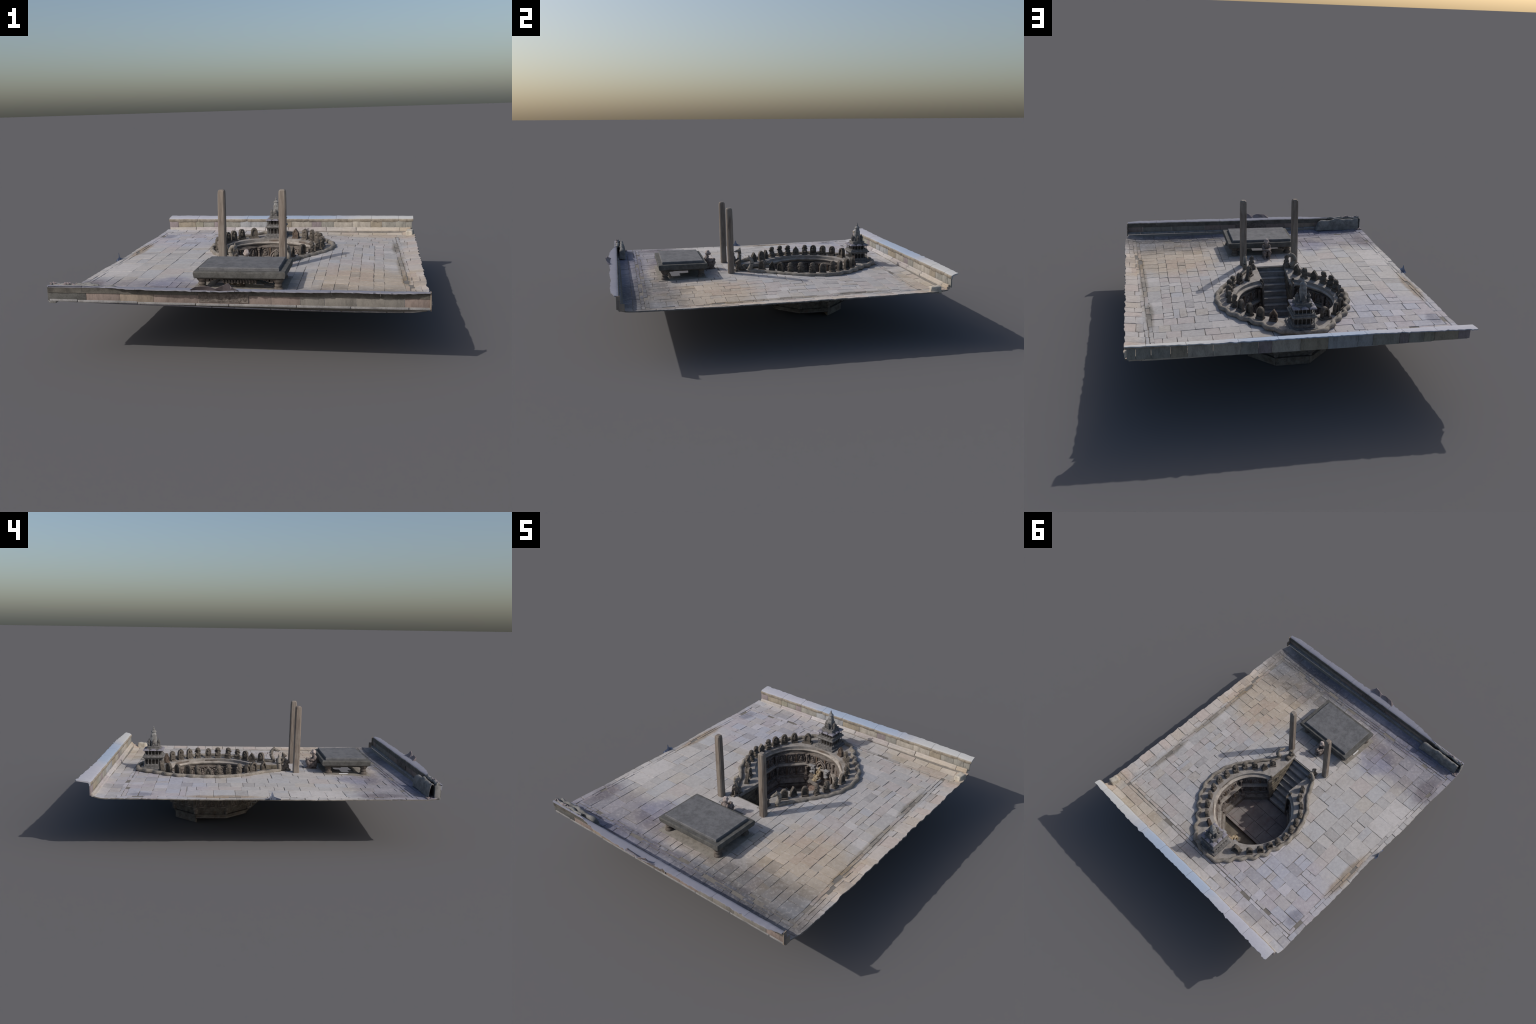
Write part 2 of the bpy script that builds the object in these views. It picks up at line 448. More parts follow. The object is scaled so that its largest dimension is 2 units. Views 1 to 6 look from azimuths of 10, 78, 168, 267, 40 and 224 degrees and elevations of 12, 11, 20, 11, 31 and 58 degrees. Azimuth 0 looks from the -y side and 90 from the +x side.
BODY_W = wavy(SNAKE_W, 0.0058, 0.084, 1.2)
RIM_OUT = [tuple(p) for p in BODY_E] + [tuple(p) for p in reversed(BODY_W[:-1])]
SX0, SX1, SYT = -0.118, 0.058, -0.182       # stair well: west, east wall, top edge
RIM_OUT = RIM_OUT + [(-.150, -.170), (-.150, -.200), (SX0, -.200), (SX0, SYT), (SX1, SYT), (SX1, -.200), (.108, -.200), (.124, -.14)]
KEEP_OUT = [tuple(p) for p in BODY_E] + [tuple(p) for p in reversed(BODY_W[:-1])] + [(-.150, -.170), (-.151, -.203), (-.137, -.204), (-.137, -.29), (.087, -.29), (.087, -.204), (.110, -.203), (.124, -.14)]

def xe(y):   # ragged east edge of the scan
    w = 0.853 + 0.005 * noise.noise((y * 9, 3.1, 0)) + 0.008 * noise.noise((y * 38, 7.7, 0))
    if y > 0.80: w -= 0.012 * max(0, 1 - abs(y - 0.87) / 0.03)
    if y < -0.84: w -= (-0.84 - y) * 0.30
    return w
def xw(y):
    w = -0.848 + 0.008 * noise.noise((y * 4, 1.3, 0)) + 0.006 * noise.noise((y * 34, 2.2, 0))
    return w
YN, YS = 0.899, -0.922      # feet of the north and south walls

TABLE_HOLE = [(-.15, -.59), (-.12, -.605), (-.03, -.61), (.07, -.605), (.125, -.61), (.13, -.57), (.07, -.53), (.05, -.495), (-.05, -.485), (-.10, -.50), (-.15, -.50), (-.16, -.54)]

# --- base bed
ys = [YS + (YN - YS) * i / 220 for i in range(221)]
outer = [(xe(y), y) for y in ys] + [(xw(y), y) for y in reversed(ys)]
hole = []
cc = (CX, CY)
for p in RIM_OUT: hole.append((cc[0] + (p[0] - cc[0]) * 0.985, cc[1] + (p[1] - cc[1]) * 0.985))
obj("joint_bed", plate(outer, [hole, TABLE_HOLE], 0.2892, 0.2942, "joint_bed", extra=[(-.83 + .03 * i, -.91 + .02 * j) for i in range(56) for j in range(91)], zfun=lambda x, y: zf(x, y) - .0022), YARD, M_MORTAR)

# --- paving stones
def in_keep(p): return inside(p, KEEP_OUT)
def push_out(p):
    """slide a point that lies under the serpent rim radially out to its outline"""
    c = Vector((-0.02, 0.22)); d = Vector(p) - c
    if d.length < 1e-6: return p
    lo, hi = 1.0, 4.0
    for _ in range(22):
        m = (lo + hi) / 2
        q = c + d * m
        if inside(q, KEEP_OUT): lo = m
        else: hi = m
    q = c + d * hi
    return (q.x, q.y)

TILES = []
def tile(x0, x1, y0, y1, mats=None, z=None, gap=0.0019, wob=0.0026, drop=0.0):
    cx_, cy_ = (x0 + x1) / 2, (y0 + y1) / 2
    if in_keep((cx_, cy_)) and all(in_keep(p) for p in ((x0, y0), (x1, y0), (x1, y1), (x0, y1))): return
    if inside((cx_, cy_), TABLE_HOLE): return
    g = gap * R.uniform(0.6, 1.15) / 2
    j = lambda: R.uniform(-wob, wob)
    c = [(x0 + g + j(), y0 + g + j()), (x1 - g + j(), y0 + g + j()), (x1 - g + j(), y1 - g + j()), (x0 + g + j(), y1 - g + j())]
    ring = []
    sd = R.uniform(0, 50)
    for i in range(4):
        a, b = Vector(c[i]), Vector(c[(i + 1) % 4])
        L = (b - a).length
        n = max(3, int(L / 0.012))
        rc = min(R.uniform(.0012, .0035), L * 0.10)
        for k in range(n):
            t = (rc + (L - 2 * rc) * k / (n - 1)) / L if n > 1 else .5
            p = a + (b - a) * t
            w = noise.noise((p.x * 45 + sd, p.y * 45, sd)) * 0.0010
            nrm = Vector((-(b - a).y, (b - a).x)).normalized()
            p = p + nrm * w
            ring.append(p)
    area0 = (x1 - x0) * (y1 - y0)
    out = []
    for p in ring:
        q = (p.x, p.y)
        if in_keep(q): q = push_out(q)
        e, w_ = xe(q[1]), xw(q[1])
        q = (max(w_ + .0004, min(e - .0004, q[0])), max(YS, min(YN, q[1])))
        if out and hypot(q[0] - out[-1][0], q[1] - out[-1][1]) < 3e-4: continue
        out.append(q)
    if len(out) < 5: return
    ar = abs(sum(out[i][0] * out[(i + 1) % len(out)][1] - out[(i + 1) % len(out)][0] * out[i][1] for i in range(len(out)))) / 2
    if ar < 0.14 * area0 or ar < 1.2e-4: return
    zt = R.gauss(0, 0.0004)
    sx, sy = R.gauss(0, 0.006), R.gauss(0, 0.006)
    mx = sum(p[0] for p in out) / len(out); my = sum(p[1] for p in out) / len(out)
    TILES.append((ar, out, zt, sx, sy, mx, my, R.choices(range(len(PAVE)), PAVE_W)[0]))

def tile_bm(bm, T, mi=0):
    ar, out, zt, sx, sy, mx, my, m = T
    r = sqrt(ar)
    zz = lambda p: zf(p[0], p[1]) + zt + (p[0] - mx) * sx + (p[1] - my) * sy
    lo, hi, inn = [], [], []
    for p in out:
        lo.append(bm.verts.new((p[0], p[1], zf(p[0], p[1]) - .0050)))
        hi.append(bm.verts.new((p[0], p[1], zz(p) - 0.0008)))
        k = 1 - 0.0014 / r
        q = (mx + (p[0] - mx) * k, my + (p[1] - my) * k)
        inn.append(bm.verts.new((q[0], q[1], zz(q))))
    n = len(out)
    for a, b in ((lo, hi), (hi, inn)):
        for i in range(n):
            f = bm.faces.new((a[i], a[(i + 1) % n], b[(i + 1) % n], b[i])); f.material_index = mi
    f = bm.faces.new(inn); f.material_index = mi
    f = bm.faces.new(list(reversed(lo))); f.material_index = mi

def xg(y): return 0.757 - 0.034 * y      # east gutter
GN, GS, GW = 0.766, -0.797, -0.818

def lengths(a, b, lo, hi):
    out = [a]
    while out[-1] < b - lo * 0.6:
        n = out[-1] + R.uniform(lo, hi)
        out.append(b if n > b - lo * 0.6 else n)
    return out

# field: south part laid in courses running north-south, north part in courses running east-west
YB = 0.46
x = xg(0) - 0.045
cols = []
while x > GW + 0.045:
    w = R.uniform(.046, .082) if x > 0.15 else R.uniform(.050, .120)
    x2 = x - w
    if x2 < GW + 0.05: x2 = GW + 0.022
    cols.append((x2, x)); x = x2
first = True
for xa, xb in cols:
    y = GS + 0.022 - R.uniform(0, .05)
    while y < YB:
        l = R.uniform(.048, .105) if xa > 0.1 else R.uniform(.050, .130)
        y2 = y + l
        if y2 > YB - 0.03: y2 = YB
        ya = max(y, GS + 0.022)
        right = xg((ya + y2) / 2) - 0.022 if first else xb
        if y2 - ya > 0.015:
            if R.random() < 0.20 and xb - xa > 0.065:
                m = xa + (xb - xa) * R.uniform(.35, .65)
                tile(xa, m, ya, y2); tile(m, right, ya, y2)
            elif R.random() < 0.10 and l > 0.09:
                m = (ya + y2) / 2 + R.uniform(-.015, .015)
                tile(xa, right, ya, m); tile(xa, right, m, y2)
            else:
                tile(xa, right, ya, y2)
        y = y2
    first = False
y = YB
while y < GN - 0.03:
    y2 = y + R.uniform(.048, .088)
    if y2 > GN - 0.05: y2 = GN - 0.022
    xs = lengths(GW + 0.022, xg(y) - 0.022, .05, .125)
    for a, b in zip(xs, xs[1:]):
        if R.random() < 0.12 and b - a > .09:
            m = (a + b) / 2 + R.uniform(-.02, .02)
            tile(a, m, y, y2); tile(m, b, y, y2)
        else: tile(a, b, y, y2)
    y = y2
# narrow kerbs on both sides of the gutter; some stones are missing and leave dark slots
def kerb_x(y0, y1, miss):
    xs = lengths(GW + .005, xg((y0 + y1) / 2), .04, .10)
    for a, b in zip(xs, xs[1:]):
        if any(a < m < b for m in miss): continue
        tile(a, b, y0, y1, gap=.0024)
def kerb_y(f0, f1, miss):
    yy = lengths(GS + .006, GN - .006, .04, .10)
    for a, b in zip(yy, yy[1:]):
        if any(a < m < b for m in miss): continue
        m_ = (a + b) / 2
        tile(f0(m_), f1(m_), a, b, gap=.0024)
kerb_x(GN - .022, GN - .0015, [-.61, .08])
kerb_x(GN + .0015, GN + .022, [.33, -.45])
kerb_x(GS + .0015, GS + .022, [.55, .02, -.62])
kerb_x(GS - .020, GS - .0015, [.42, .21, -.30])
kerb_y(lambda y: xg(y) - .022, lambda y: xg(y) - .0012, [-.42, .40, -.70])
kerb_y(lambda y: xg(y) + .0012, lambda y: xg(y) + .020, [-.46])
kerb_y(lambda y: GW + .002, lambda y: GW + .022, [.66, -.60, .17])
# outer strips
def strip_x(y0, y1, lo, hi):
    xs = lengths(-.86, .87, lo, hi)
    for a, b in zip(xs, xs[1:]): tile(a, b, y0, y1)
strip_x(GN + .022, GN + .082, .055, .13)
strip_x(GN + .082, YN, .06, .12)
strip_x(GS - .064, GS - .020, .06, .12)
strip_x(YS, GS - .064, .07, .13)
yy = lengths(GS - .02, GN + .022, .045, .10)
for a, b in zip(yy, yy[1:]):
    m = (a + b) / 2
    if R.random() < .45:
        k = xg(m) + R.uniform(.045, .06)
        tile(xg(m) + .020, k, a, b); tile(k, .875, a, b)
    else: tile(xg(m) + .020, .875, a, b)
yy = lengths(GS - .02, GN + .022, .05, .11)
for a, b in zip(yy, yy[1:]): tile(-.875, GW + .002, a, b)
# threshold at the head of the stair
TILES.append((.0215, [(-.135, -.250), (-.08, -.251), (-.02, -.2505), (.03, -.251), (.085, -.250), (.085, -.2015), (.057, -.2015), (.057, -.1835), (-.03, -.1835), (-.117, -.1835), (-.117, -.2015), (-.135, -.2015)], .001, 0, 0, -.025, -.22, 6))
for a, b in ((-.135, -.055), (-.053, .008), (.010, .085)):
    TILES.append((.003, [(a, -.288), ((a + b) / 2, -.2885), (b, -.288), (b, -.252), ((a + b) / 2, -.2525), (a, -.252)], .0005, 0, 0, (a + b) / 2, -.27, R.randrange(5)))
TILES.sort(key=lambda t: -t[0])
for T in TILES[:300]:
    bm = bmesh.new(); tile_bm(bm, T)
    o = obj("paving_stone", mesh(bm, "paving_stone"), YARD, PAVE[T[7]])
bm = bmesh.new()
for T in TILES[300:]: tile_bm(bm, T, T[7])
o = obj("small_paving_stones", mesh(bm, "small_paving_stones"), YARD, PAVE); o["kind"] = "stuff"

# --- rim platform
WX, WY = -0.029, 0.297      # centre of the octagon below the rim
def octa(ap): return [(WX + ap / cos(pi / 8) * cos(pi / 8 + k * pi / 4), WY + ap / cos(pi / 8) * sin(pi / 8 + k * pi / 4)) for k in range(8)]
RG = 0.276
a0 = math.asin((SX1 - CX) / RG)
circ = []
for i in range(97):
    a = -pi / 2 + a0 + (2 * pi - 2 * a0) * i / 96
    circ.append((CX + RG * cos(a), CY + RG * sin(a)))
outline = circ + [(SX0, SYT + .0)] 
# open notch: outer loop walks round the rim then back along the stair and the opening
k0 = RIM_OUT.index((SX0, SYT))
outer_part = [p for p in RIM_OUT[:k0]]
tail = [p for p in RIM_OUT[k0 + 2:]]
loop = tail + outer_part + [(SX0, SYT)] + list(reversed(circ)) + [(SX1, SYT)]
grid = [(-.40 + .02 * i, -.22 + .02 * j) for i in range(42) for j in range(51)]
obj("well_rim", plate(loop, [], 0.284, ZP, "well_rim", extra=grid, zfun=lambda x, y: ZP + 0.0012 * noise.noise((x * 22, y * 22, 1)) - (0.004 if y < -.2 else 0)), YARD, M_RIM)

# --- cornice lip round the opening
prof = [(.2735, .3045), (.2700, .3035), (.2690, .2930), (.2670, .2905), (.2600, .2895), (.2505, .2870), (.2478, .2840), (.2480, .2790), (.2510, .2745), (.2600, .2720), (.2640, .2650), (.2700, .2650), (.2740, .300)]
bm = bmesh.new()
NA = 120
a_end = math.asin((SX1 - CX - .004) / .25)
rings = []
for i in range(NA + 1):
    a = -pi / 2 + a_end + (2 * pi - 2 * a_end) * i / NA
    wob = 1.048 - .014 * cos(a) * (1 + sin(a)) * .5 + .010 * sin(a) + .034 * max(0, cos(a - 2.6)) ** 2 + 0.004 * noise.noise((cos(a) * 3, sin(a) * 3, 2))
    dz = 0.0012 * noise.noise((cos(a) * 6, sin(a) * 6, 5))
    rings.append([bm.verts.new((CX + r * wob * cos(a), CY + r * wob * sin(a), z + dz)) for r, z in prof])
for A, B in zip(rings, rings[1:]):
    for k in range(len(prof)):
        bm.faces.new((A[k], A[(k + 1) % len(prof)], B[(k + 1) % len(prof)], B[k]))
bm.faces.new(rings[0]); bm.faces.new(list(reversed(rings[-1])))
obj("opening_lip", mesh(bm, "opening_lip", 40), YARD, M_LIP)
# end blocks and ball finials of the lip beside the stair
bm = bmesh.new()
add_box(bm, SX1 - .006, SX1 + .018, .052, .078, .270, .288, bev=.003)
add_box(bm, SX0 - .018, SX0 + .006, .052, .078, .270, .288, bev=.003)
obj("lip_corner_block", mesh(bm, "lip_corner_block", 40), YARD, M_LIP)
bm = bmesh.new(); add_ell(bm, (0, 0, 0), (.0085, .0085, .0085)); ball = mesh(bm, "ball_finial", 180)
for px in (SX1 + .008, SX0 - .008): obj("ball_finial", ball, YARD, M_CARVE, (px, .045, .308))

# --- octagonal walls
WP = [(.2740, .3000), (.2720, .2690), (.2660, .2670), (.2640, .2600), (.2590, .2580), (.2590, .1920), (.2590, .1870), (.2370, .1850), (.2330, .1810),
      (.2340, .1740), (.2430, .1710), (.2480, .1650), (.2480, .1020), (.2300, .0980), (.2280, .0850), (.2180, .0680), (.2160, .0560), (.2220, .0520), (.2200, .0440), (.2120, .0400), (.2120, .0250)]
def wall_ring(prof, th, k_from, k_to, name, mat, seed=0):
    bm = bmesh.new()
    cols_ = []
    for k in range(k_from, k_to + 1):
        nxt = k + 1 if k < k_to else None
        segs = 10 if nxt is not None else 1
        for s in range(segs):
            t = s / segs
            inn, out = [], []
            for side, dst in ((0, inn), (th, out)):
                for (a, z) in prof:
                    aa = (a + side + .006) / cos(pi / 8)
                    d0 = Vector((cos(pi / 8 + k * pi / 4), sin(pi / 8 + k * pi / 4)))
                    d1 = Vector((cos(pi / 8 + (k + 1) * pi / 4), sin(pi / 8 + (k + 1) * pi / 4)))
                    p = (d0 * (1 - t) + d1 * t) * aa
                    dst.append((WX + p.x, WY + p.y, z))
            cols_.append([bm.verts.new(p) for p in inn + list(reversed(out))])
    n = len(cols_[0])
    for A, B in zip(cols_, cols_[1:]):
        for i in range(n): bm.faces.new((A[i], A[(i + 1) % n], B[(i + 1) % n], B[i]))
    bm.faces.new(cols_[0]); bm.faces.new(list(reversed(cols_[-1])))
    jitter(bm, .0010, 55, seed)
    return obj(name, mesh(bm, name, 35), YARD, mat)
# vertices 6.. 13 : from the stair's east side right round to its west side (face 5-6 is the stair)
wall_ring(WP, .006, -2, 5, "well_wall", M_WELL, 1)
# ledge capping between the tiers, paler worn stone
wall_ring([(.2640, .1890), (.2360, .1868), (.2318, .1820), (.2330, .1750), (.2440, .1745), (.2540, .1850)], .002, -2, 5, "tier_ledge", M_SHELF, 2)

wall_ring([(.2540, .1030), (.2340, .0990), (.2290, .0860), (.2175, .0690), (.2145, .0560), (.2200, .0530), (.2450, .0600)], .001, -2, 5, "wall_base_moulding", M_MOULD, 3)
# --- stair side walls, steps
bm = bmesh.new()
for xa, xb in ((SX1, SX1 + .008), (SX0 - .008, SX0)):
    co = [(SYT, ZP - .001), (.086, ZP - .012), (.086, .030), (.076, .030), (SYT, .262)]
    sl = lambda z: (ZP - z) * .045 * (-1 if xa > 0 else 1)      # faces lean in a little towards the steps
    L = [bm.verts.new((xa + sl(z), y, z)) for y, z in co]; Rr = [bm.verts.new((xb + sl(z), y, z)) for y, z in co]
    bm.faces.new(L); bm.faces.new(list(reversed(Rr)))
    for i in range(5): bm.faces.new((L[i], L[(i + 1) % 5], Rr[(i + 1) % 5], Rr[i]))
obj("stair_side_wall", mesh(bm, "stair_side_wall"), YARD, M_WELL)
bm = bmesh.new()
for xs_, sg in ((SX1, -1), (SX0, 1)):
    for row in range(8):
        z1 = ZP - .004 - row * .030; z0 = z1 - .0288
        yl = -.154 + .034 * ((.2785 - z0) / .030) - .012       # the stair line at this height
        ya = max(SYT, yl)
        yy_ = lengths(ya, .084, .045, .09) if .084 - ya > .02 else []
        for a_, b_ in zip(yy_, yy_[1:]):
            zc = (z0 + z1) / 2; xo = xs_ + sg * (ZP - zc) * .045
            d_ = R.uniform(.0012, .0024)
            add_box(bm, min(xo, xo + sg * d_), max(xo, xo + sg * d_), a_ + .0006, b_ - .0006, z0, z1, bev=.0006)
obj("stair_wall_masonry", mesh(bm, "stair_wall_masonry", 40), YARD, M_SIDEW)
NS = 8
def step_yz(k): return (-.154 + .0340 * (k - 1), .2785 - .0300 * (k - 1))
for k in range(1, NS + 1):
    y1, z1 = step_yz(k)
    y0 = SYT - .006 if k == 1 else step_yz(k - 1)[0] - .004
    zlow = z1 - (.0300 if k < NS else .040)
    bm = bmesh.new()
    add_box(bm, SX0 - .002, SX1 + .002, y0, y1, z1 - .007, z1, bev=.0022)
    add_box(bm, SX0 - .002, SX1 + .002, y1 - .009, y1 - .0025, max(.028, zlow - .001), z1 - .006, bev=.0008)
    bmesh.ops.subdivide_edges(bm, edges=[e for e in bm.edges if e.calc_length() > .1], cuts=14)
    jitter(bm, .0011, 40, k)
    obj("stair_step", mesh(bm, "stair_step", 40), YARD, M_STEP)
bm = bmesh.new()
add_box(bm, SX0 - .002, SX1 + .002, SYT - .010, SYT - .002, .270, ZF + .003, bev=.001)
obj("stair_top_riser", mesh(bm, "stair_top_riser", 40), YARD, M_STEP)

# --- well floor: flags, pool and its lower walls
FO = octa(.225)
def clip_y(poly, yv, keep_low):
    out = []
    for i in range(len(poly)):
        a, b = poly[i], poly[(i + 1) % len(poly)]
        ina = (a[1] <= yv) == keep_low; inb = (b[1] <= yv) == keep_low
        if ina: out.append(a)
        if ina != inb:
            t = (yv - a[1]) / (b[1] - a[1]); out.append((a[0] + (b[0] - a[0]) * t, yv))
    return out
YPOOL = .392
obj("well_floor_bed", plate(clip_y(FO, YPOOL, True), [], .024, .0285, "well_floor_bed"), YARD, M_DARK)
def clip_poly(sub, clip):
    out = list(sub)
    n = len(clip)
    for i in range(n):
        a, b = clip[i], clip[(i + 1) % n]
        src, out = out, []
        f = lambda p: (b[0] - a[0]) * (p[1] - a[1]) - (b[1] - a[1]) * (p[0] - a[0])
        for j in range(len(src)):
            p, q = src[j], src[(j + 1) % len(src)]
            fp, fq = f(p), f(q)
            if fp >= 0: out.append(p)
            if fp * fq < 0:
                t = fp / (fp - fq); out.append((p[0] + (q[0] - p[0]) * t, p[1] + (q[1] - p[1]) * t))
        if not out: return []
    return out
yrows = [.085, .172, .275, .370, YPOOL - .001]
for ya, yb in zip(yrows, yrows[1:]):
    xs = [-.28, .24] if yb > .38 else lengths(-.28, .24, .10, .24)
    for a, b in zip(xs, xs[1:]):
        pl = clip_poly([(a + .0012, ya + .0012), (b - .0012, ya + .0012), (b - .0012, yb - .0012), (a + .0012, yb - .0012)], FO)
        if len(pl) < 3: continue
        obj("well_floor_stone", plate(pl, [], .027, .0312 + R.uniform(-.0005, .0005), "well_floor_stone"), YARD, M_WFLOOR)
PO = octa(.2235)
obj("pool_floor", plate(clip_y(PO, YPOOL - .004, False), [], 0.0, .006, "pool_floor"), YARD, M_POOL)
bm = bmesh.new()
add_box(bm, WX - .222, WX + .222, YPOOL - .006, YPOOL - .001, .001, .0275)
pp = octa(.221)
for i in (0, 1, 2, 3):
    a, b = Vector(pp[i]), Vector(pp[(i + 1) % 8])
    if i == 3: continue
    d = (b - a).normalized(); nrm = Vector((d.y, -d.x))
    q = [a, b, b + nrm * .006, a + nrm * .006]
    lo = [bm.verts.new((p.x, p.y, .001)) for p in q]; hi = [bm.verts.new((p.x, p.y, .046)) for p in q]
    bm.faces.new(hi); bm.faces.new(list(reversed(lo)))
    for j in range(4): bm.faces.new((lo[j], lo[(j + 1) % 4], hi[(j + 1) % 4], hi[j]))
obj("pool_side", mesh(bm, "pool_side"), YARD, M_WELL)

# --- carved niches on the walls (shared mesh): arch frame, plinth and a seated relief figure
def niche_mesh(name, w, h, seed, kind):
    bm = bmesh.new()
    rr = random.Random(seed)
    # arch band
    pts = []
    for i in range(17):
        t = i / 16
        a = pi * t
        px = -cos(a) * w / 2; pz = h * .55 + sin(a) ** .8 * h * .38 + (h * .07 if i == 8 else 0)
        pts.append(Vector((px, 0, pz)))
    pts = [Vector((-w / 2, 0, 0))] + pts + [Vector((w / 2, 0, 0))]
    add_tube(bm, pts, [w * .085] * len(pts), 6)
    add_box(bm, -w * .56, w * .56, -.005, .004, -.002, h * .10, bev=.001)
    # figure
    add_ell(bm, (0, 0, h * .22), (w * .33, .006, h * .13), 10, 6)
    add_ell(bm, (0, 0, h * .45), (w * .19, .006, h * .20), 10, 6)
    add_ell(bm, (0, -.002, h * .70), (w * .12, .006, h * .11), 10, 6)
    if kind:
        for s in (-1, 1):
            add_ell(bm, (s * w * .27, 0, h * (.45 + .1 * kind)), (w * .07, .004, h * .16), 8, 6)
    for s in (-1, 1):
        add_ell(bm, (s * w * .24, 0, h * .33), (w * .10, .005, h * .07), 8, 6)
    add_box(bm, -w * .5, w * .5, .002, .006, 0, h * .75)
    return mesh(bm, name, 60)
NM = [niche_mesh("carved_niche", .044, .058, i, i) for i in range(3)]
SMALL = [niche_mesh("carved_niche", .036, .054, i + 5, i) for i in range(3)]
ci = 0
def face_frame(k):   # face between octagon vertices k and k+1
    am = pi / 8 + k * pi / 4 + pi / 8
    return Vector((cos(am), sin(am), 0)), Vector((-sin(am), cos(am), 0)), am
for k in range(-2, 5):
    nrm, tan, am = face_frame(k)
    side = .103
    for tier, (ap, zb, ms) in enumerate(((.2570, .1935, NM), (.2455, .1045, NM))):
        if k == 1:
            offs = (-.066, .066) if tier == 0 else (-.072,)
        else: offs = (-.066, 0, .066)
        for t in offs:
            p = Vector((WX, WY, 0)) + nrm * (ap + .006) + tan * t
            o = obj("carved_niche", ms[ci % 3], YARD, M_NICHE, (p.x, p.y, zb), (0, 0, am - pi / 2)); ci += 1
            o.scale = (R.uniform(.93, 1.05), 1, R.uniform(.95, 1.05))
            # pilaster strips between niches come with the wall below
    # relief showing through on the outside of the thin lower wall
        if tier == 1:
            for t in (-.066, 0, .066):
                p = Vector((WX, WY, 0)) + nrm * (ap + .0145) + tan * t
                obj("carved_niche", ms[ci % 3], YARD, M_NICHE, (p.x, p.y, zb), (0, 0, am + pi / 2)); ci += 1
# frieze strips along each face
bm = bmesh.new()
for k in range(-2, 5):
    nrm, tan, am = face_frame(k)
    for ap, z, hl in ((.2565, .2520, .006), (.2450, .1640, .006), (.2445, .1035, .005)):
        M = Matrix.Translation(Vector((WX, WY, 0)) + nrm * (ap + .006)) @ Matrix.Rotation(am - pi / 2, 4, "Z")
        add_box(bm, -.098, .098, -.003, .004, z, z + hl, bev=.0012, M=M)
        n = 24
        for i in range(n):
            add_box(bm, -.096 + .192 * i / n, -.096 + .192 * i / n + .005, -.0045, .0, z + .0012, z + hl - .0012, M=M)
obj("frieze_band", mesh(bm, "frieze_band", 40), YARD, M_NICHE)
# pilasters
bm = bmesh.new()
add_box(bm, -.0045, .0045, -.004, .004, 0, .060, bev=.001)
add_box(bm, -.006, .006, -.0055, .004, .050, .056, bev=.001)
add_box(bm, -.006, .006, -.0055, .004, 0, .007, bev=.001)
pil = mesh(bm, "pilaster", 40)
for k in range(-2, 5):
    nrm, tan, am = face_frame(k)
    for ap, zb in ((.2570, .1935), (.2455, .1045)):
        if k == 1 and zb < .15: continue
        for t in (-.033, .033):
            p = Vector((WX, WY, 0)) + nrm * (ap + .006) + tan * t
            obj("pilaster", pil, YARD, M_BROWN, (p.x, p.y, zb), (0, 0, am - pi / 2))
# corner columns
bm = bmesh.new()
add_lathe(bm, [(.0115, 0), (.0115, .006), (.008, .009), (.0085, .014), (.0062, .018), (.0060, .040), (.0072, .043), (.0060, .046), (.0095, .050), (.0110, .055), (.0085, .059), (.0120, .062), (.0120, .067)], 12)
colm = mesh(bm, "corner_column", 50)
for k in range(-2, 6):
    a = pi / 8 + k * pi / 4
    for ap, zb, s in ((.2440, .188, 1.0), (.2335, .0985, 1.05)):
        r = (ap + .006) / cos(pi / 8)
        o = obj("corner_column", colm, YARD, M_NICHE, (WX + r * cos(a), WY + r * sin(a), zb), (0, 0, a), (1.05, 1.05, s))
# bracket stones under the corner columns
bm = bmesh.new()
add_lathe(bm, [(.010, 0), (.013, .006), (.011, .012), (.017, .020), (.018, .030), (.014, .036), (.015, .042)], 10)
brk = mesh(bm, "corner_bracket", 50)
for k in range(-2, 6):
    a = pi / 8 + k * pi / 4; r = .229 / cos(pi / 8)
    obj("corner_bracket", brk, YARD, M_NICHE, (WX + r * cos(a), WY + r * sin(a), .056), (0, 0, a))

# --- stair-wall niches
for xs_, rz in ((SX1 - .0055, -pi / 2), (SX0 + .0055, pi / 2)):
    obj("carved_niche", SMALL[0], YARD, M_CARVE, (xs_, .003, .228), (0, 0, rz), (.85, .8, .72))

# --- gilded spout with its stone slabs on the north wall
sp = bmesh.new()
for c, r in (((0, -.012, .010), (.014, .020, .014)), ((.004, -.034, .016), (.013, .020, .012)), ((0, -.052, .006), (.013, .016, .009)), ((-.004, -.066, -.004), (.016, .012, .008)),
             ((.010, -.018, .030), (.010, .012, .018)), ((.000, -.010, .048), (.009, .010, .016)), ((-.012, -.044, .018), (.009, .010, .010)), ((.014, -.050, .004), (.008, .014, .008)),
             ((-.014, -.064, -.008), (.010, .008, .006)), ((.006, -.008, .066), (.006, .007, .012)), ((-.010, -.018, .030), (.008, .012, .014)), ((.012, -.068, -.004), (.008, .008, .005))):
    add_ell(sp, c, r, 10, 8)
me = fused(sp, "gilded_spout", .0022, .0028, 110, 3)
obj("gilded_spout", me, YARD, M_GOLD, (WX + .004, .549, .128))
bm = bmesh.new()
for s, w in ((-1, .020), (1, .020)):
    add_box(bm, s * .058 - w, s * .058 + w, -.030, -.004, .098, .105, bev=.002)
    add_box(bm, s * .050 - .014, s * .050 + .014, -.022, -.002, .040, .092, bev=.003)
    add_ell(bm, (s * .060, -.022, .058), (.014, .016, .006))
    add_ell(bm, (s * .056, -.020, .082), (.012, .012, .010))
add_box(bm, -.020, .020, -.052, -.006, .000, .012, bev=.003)
obj("spout_side_slab", mesh(bm, "spout_side_slab", 45), YARD, M_SPOUTSLAB, (WX + .008, .552, .092))
bm = bmesh.new()
pts = [Vector((-.026, 0, 0))]
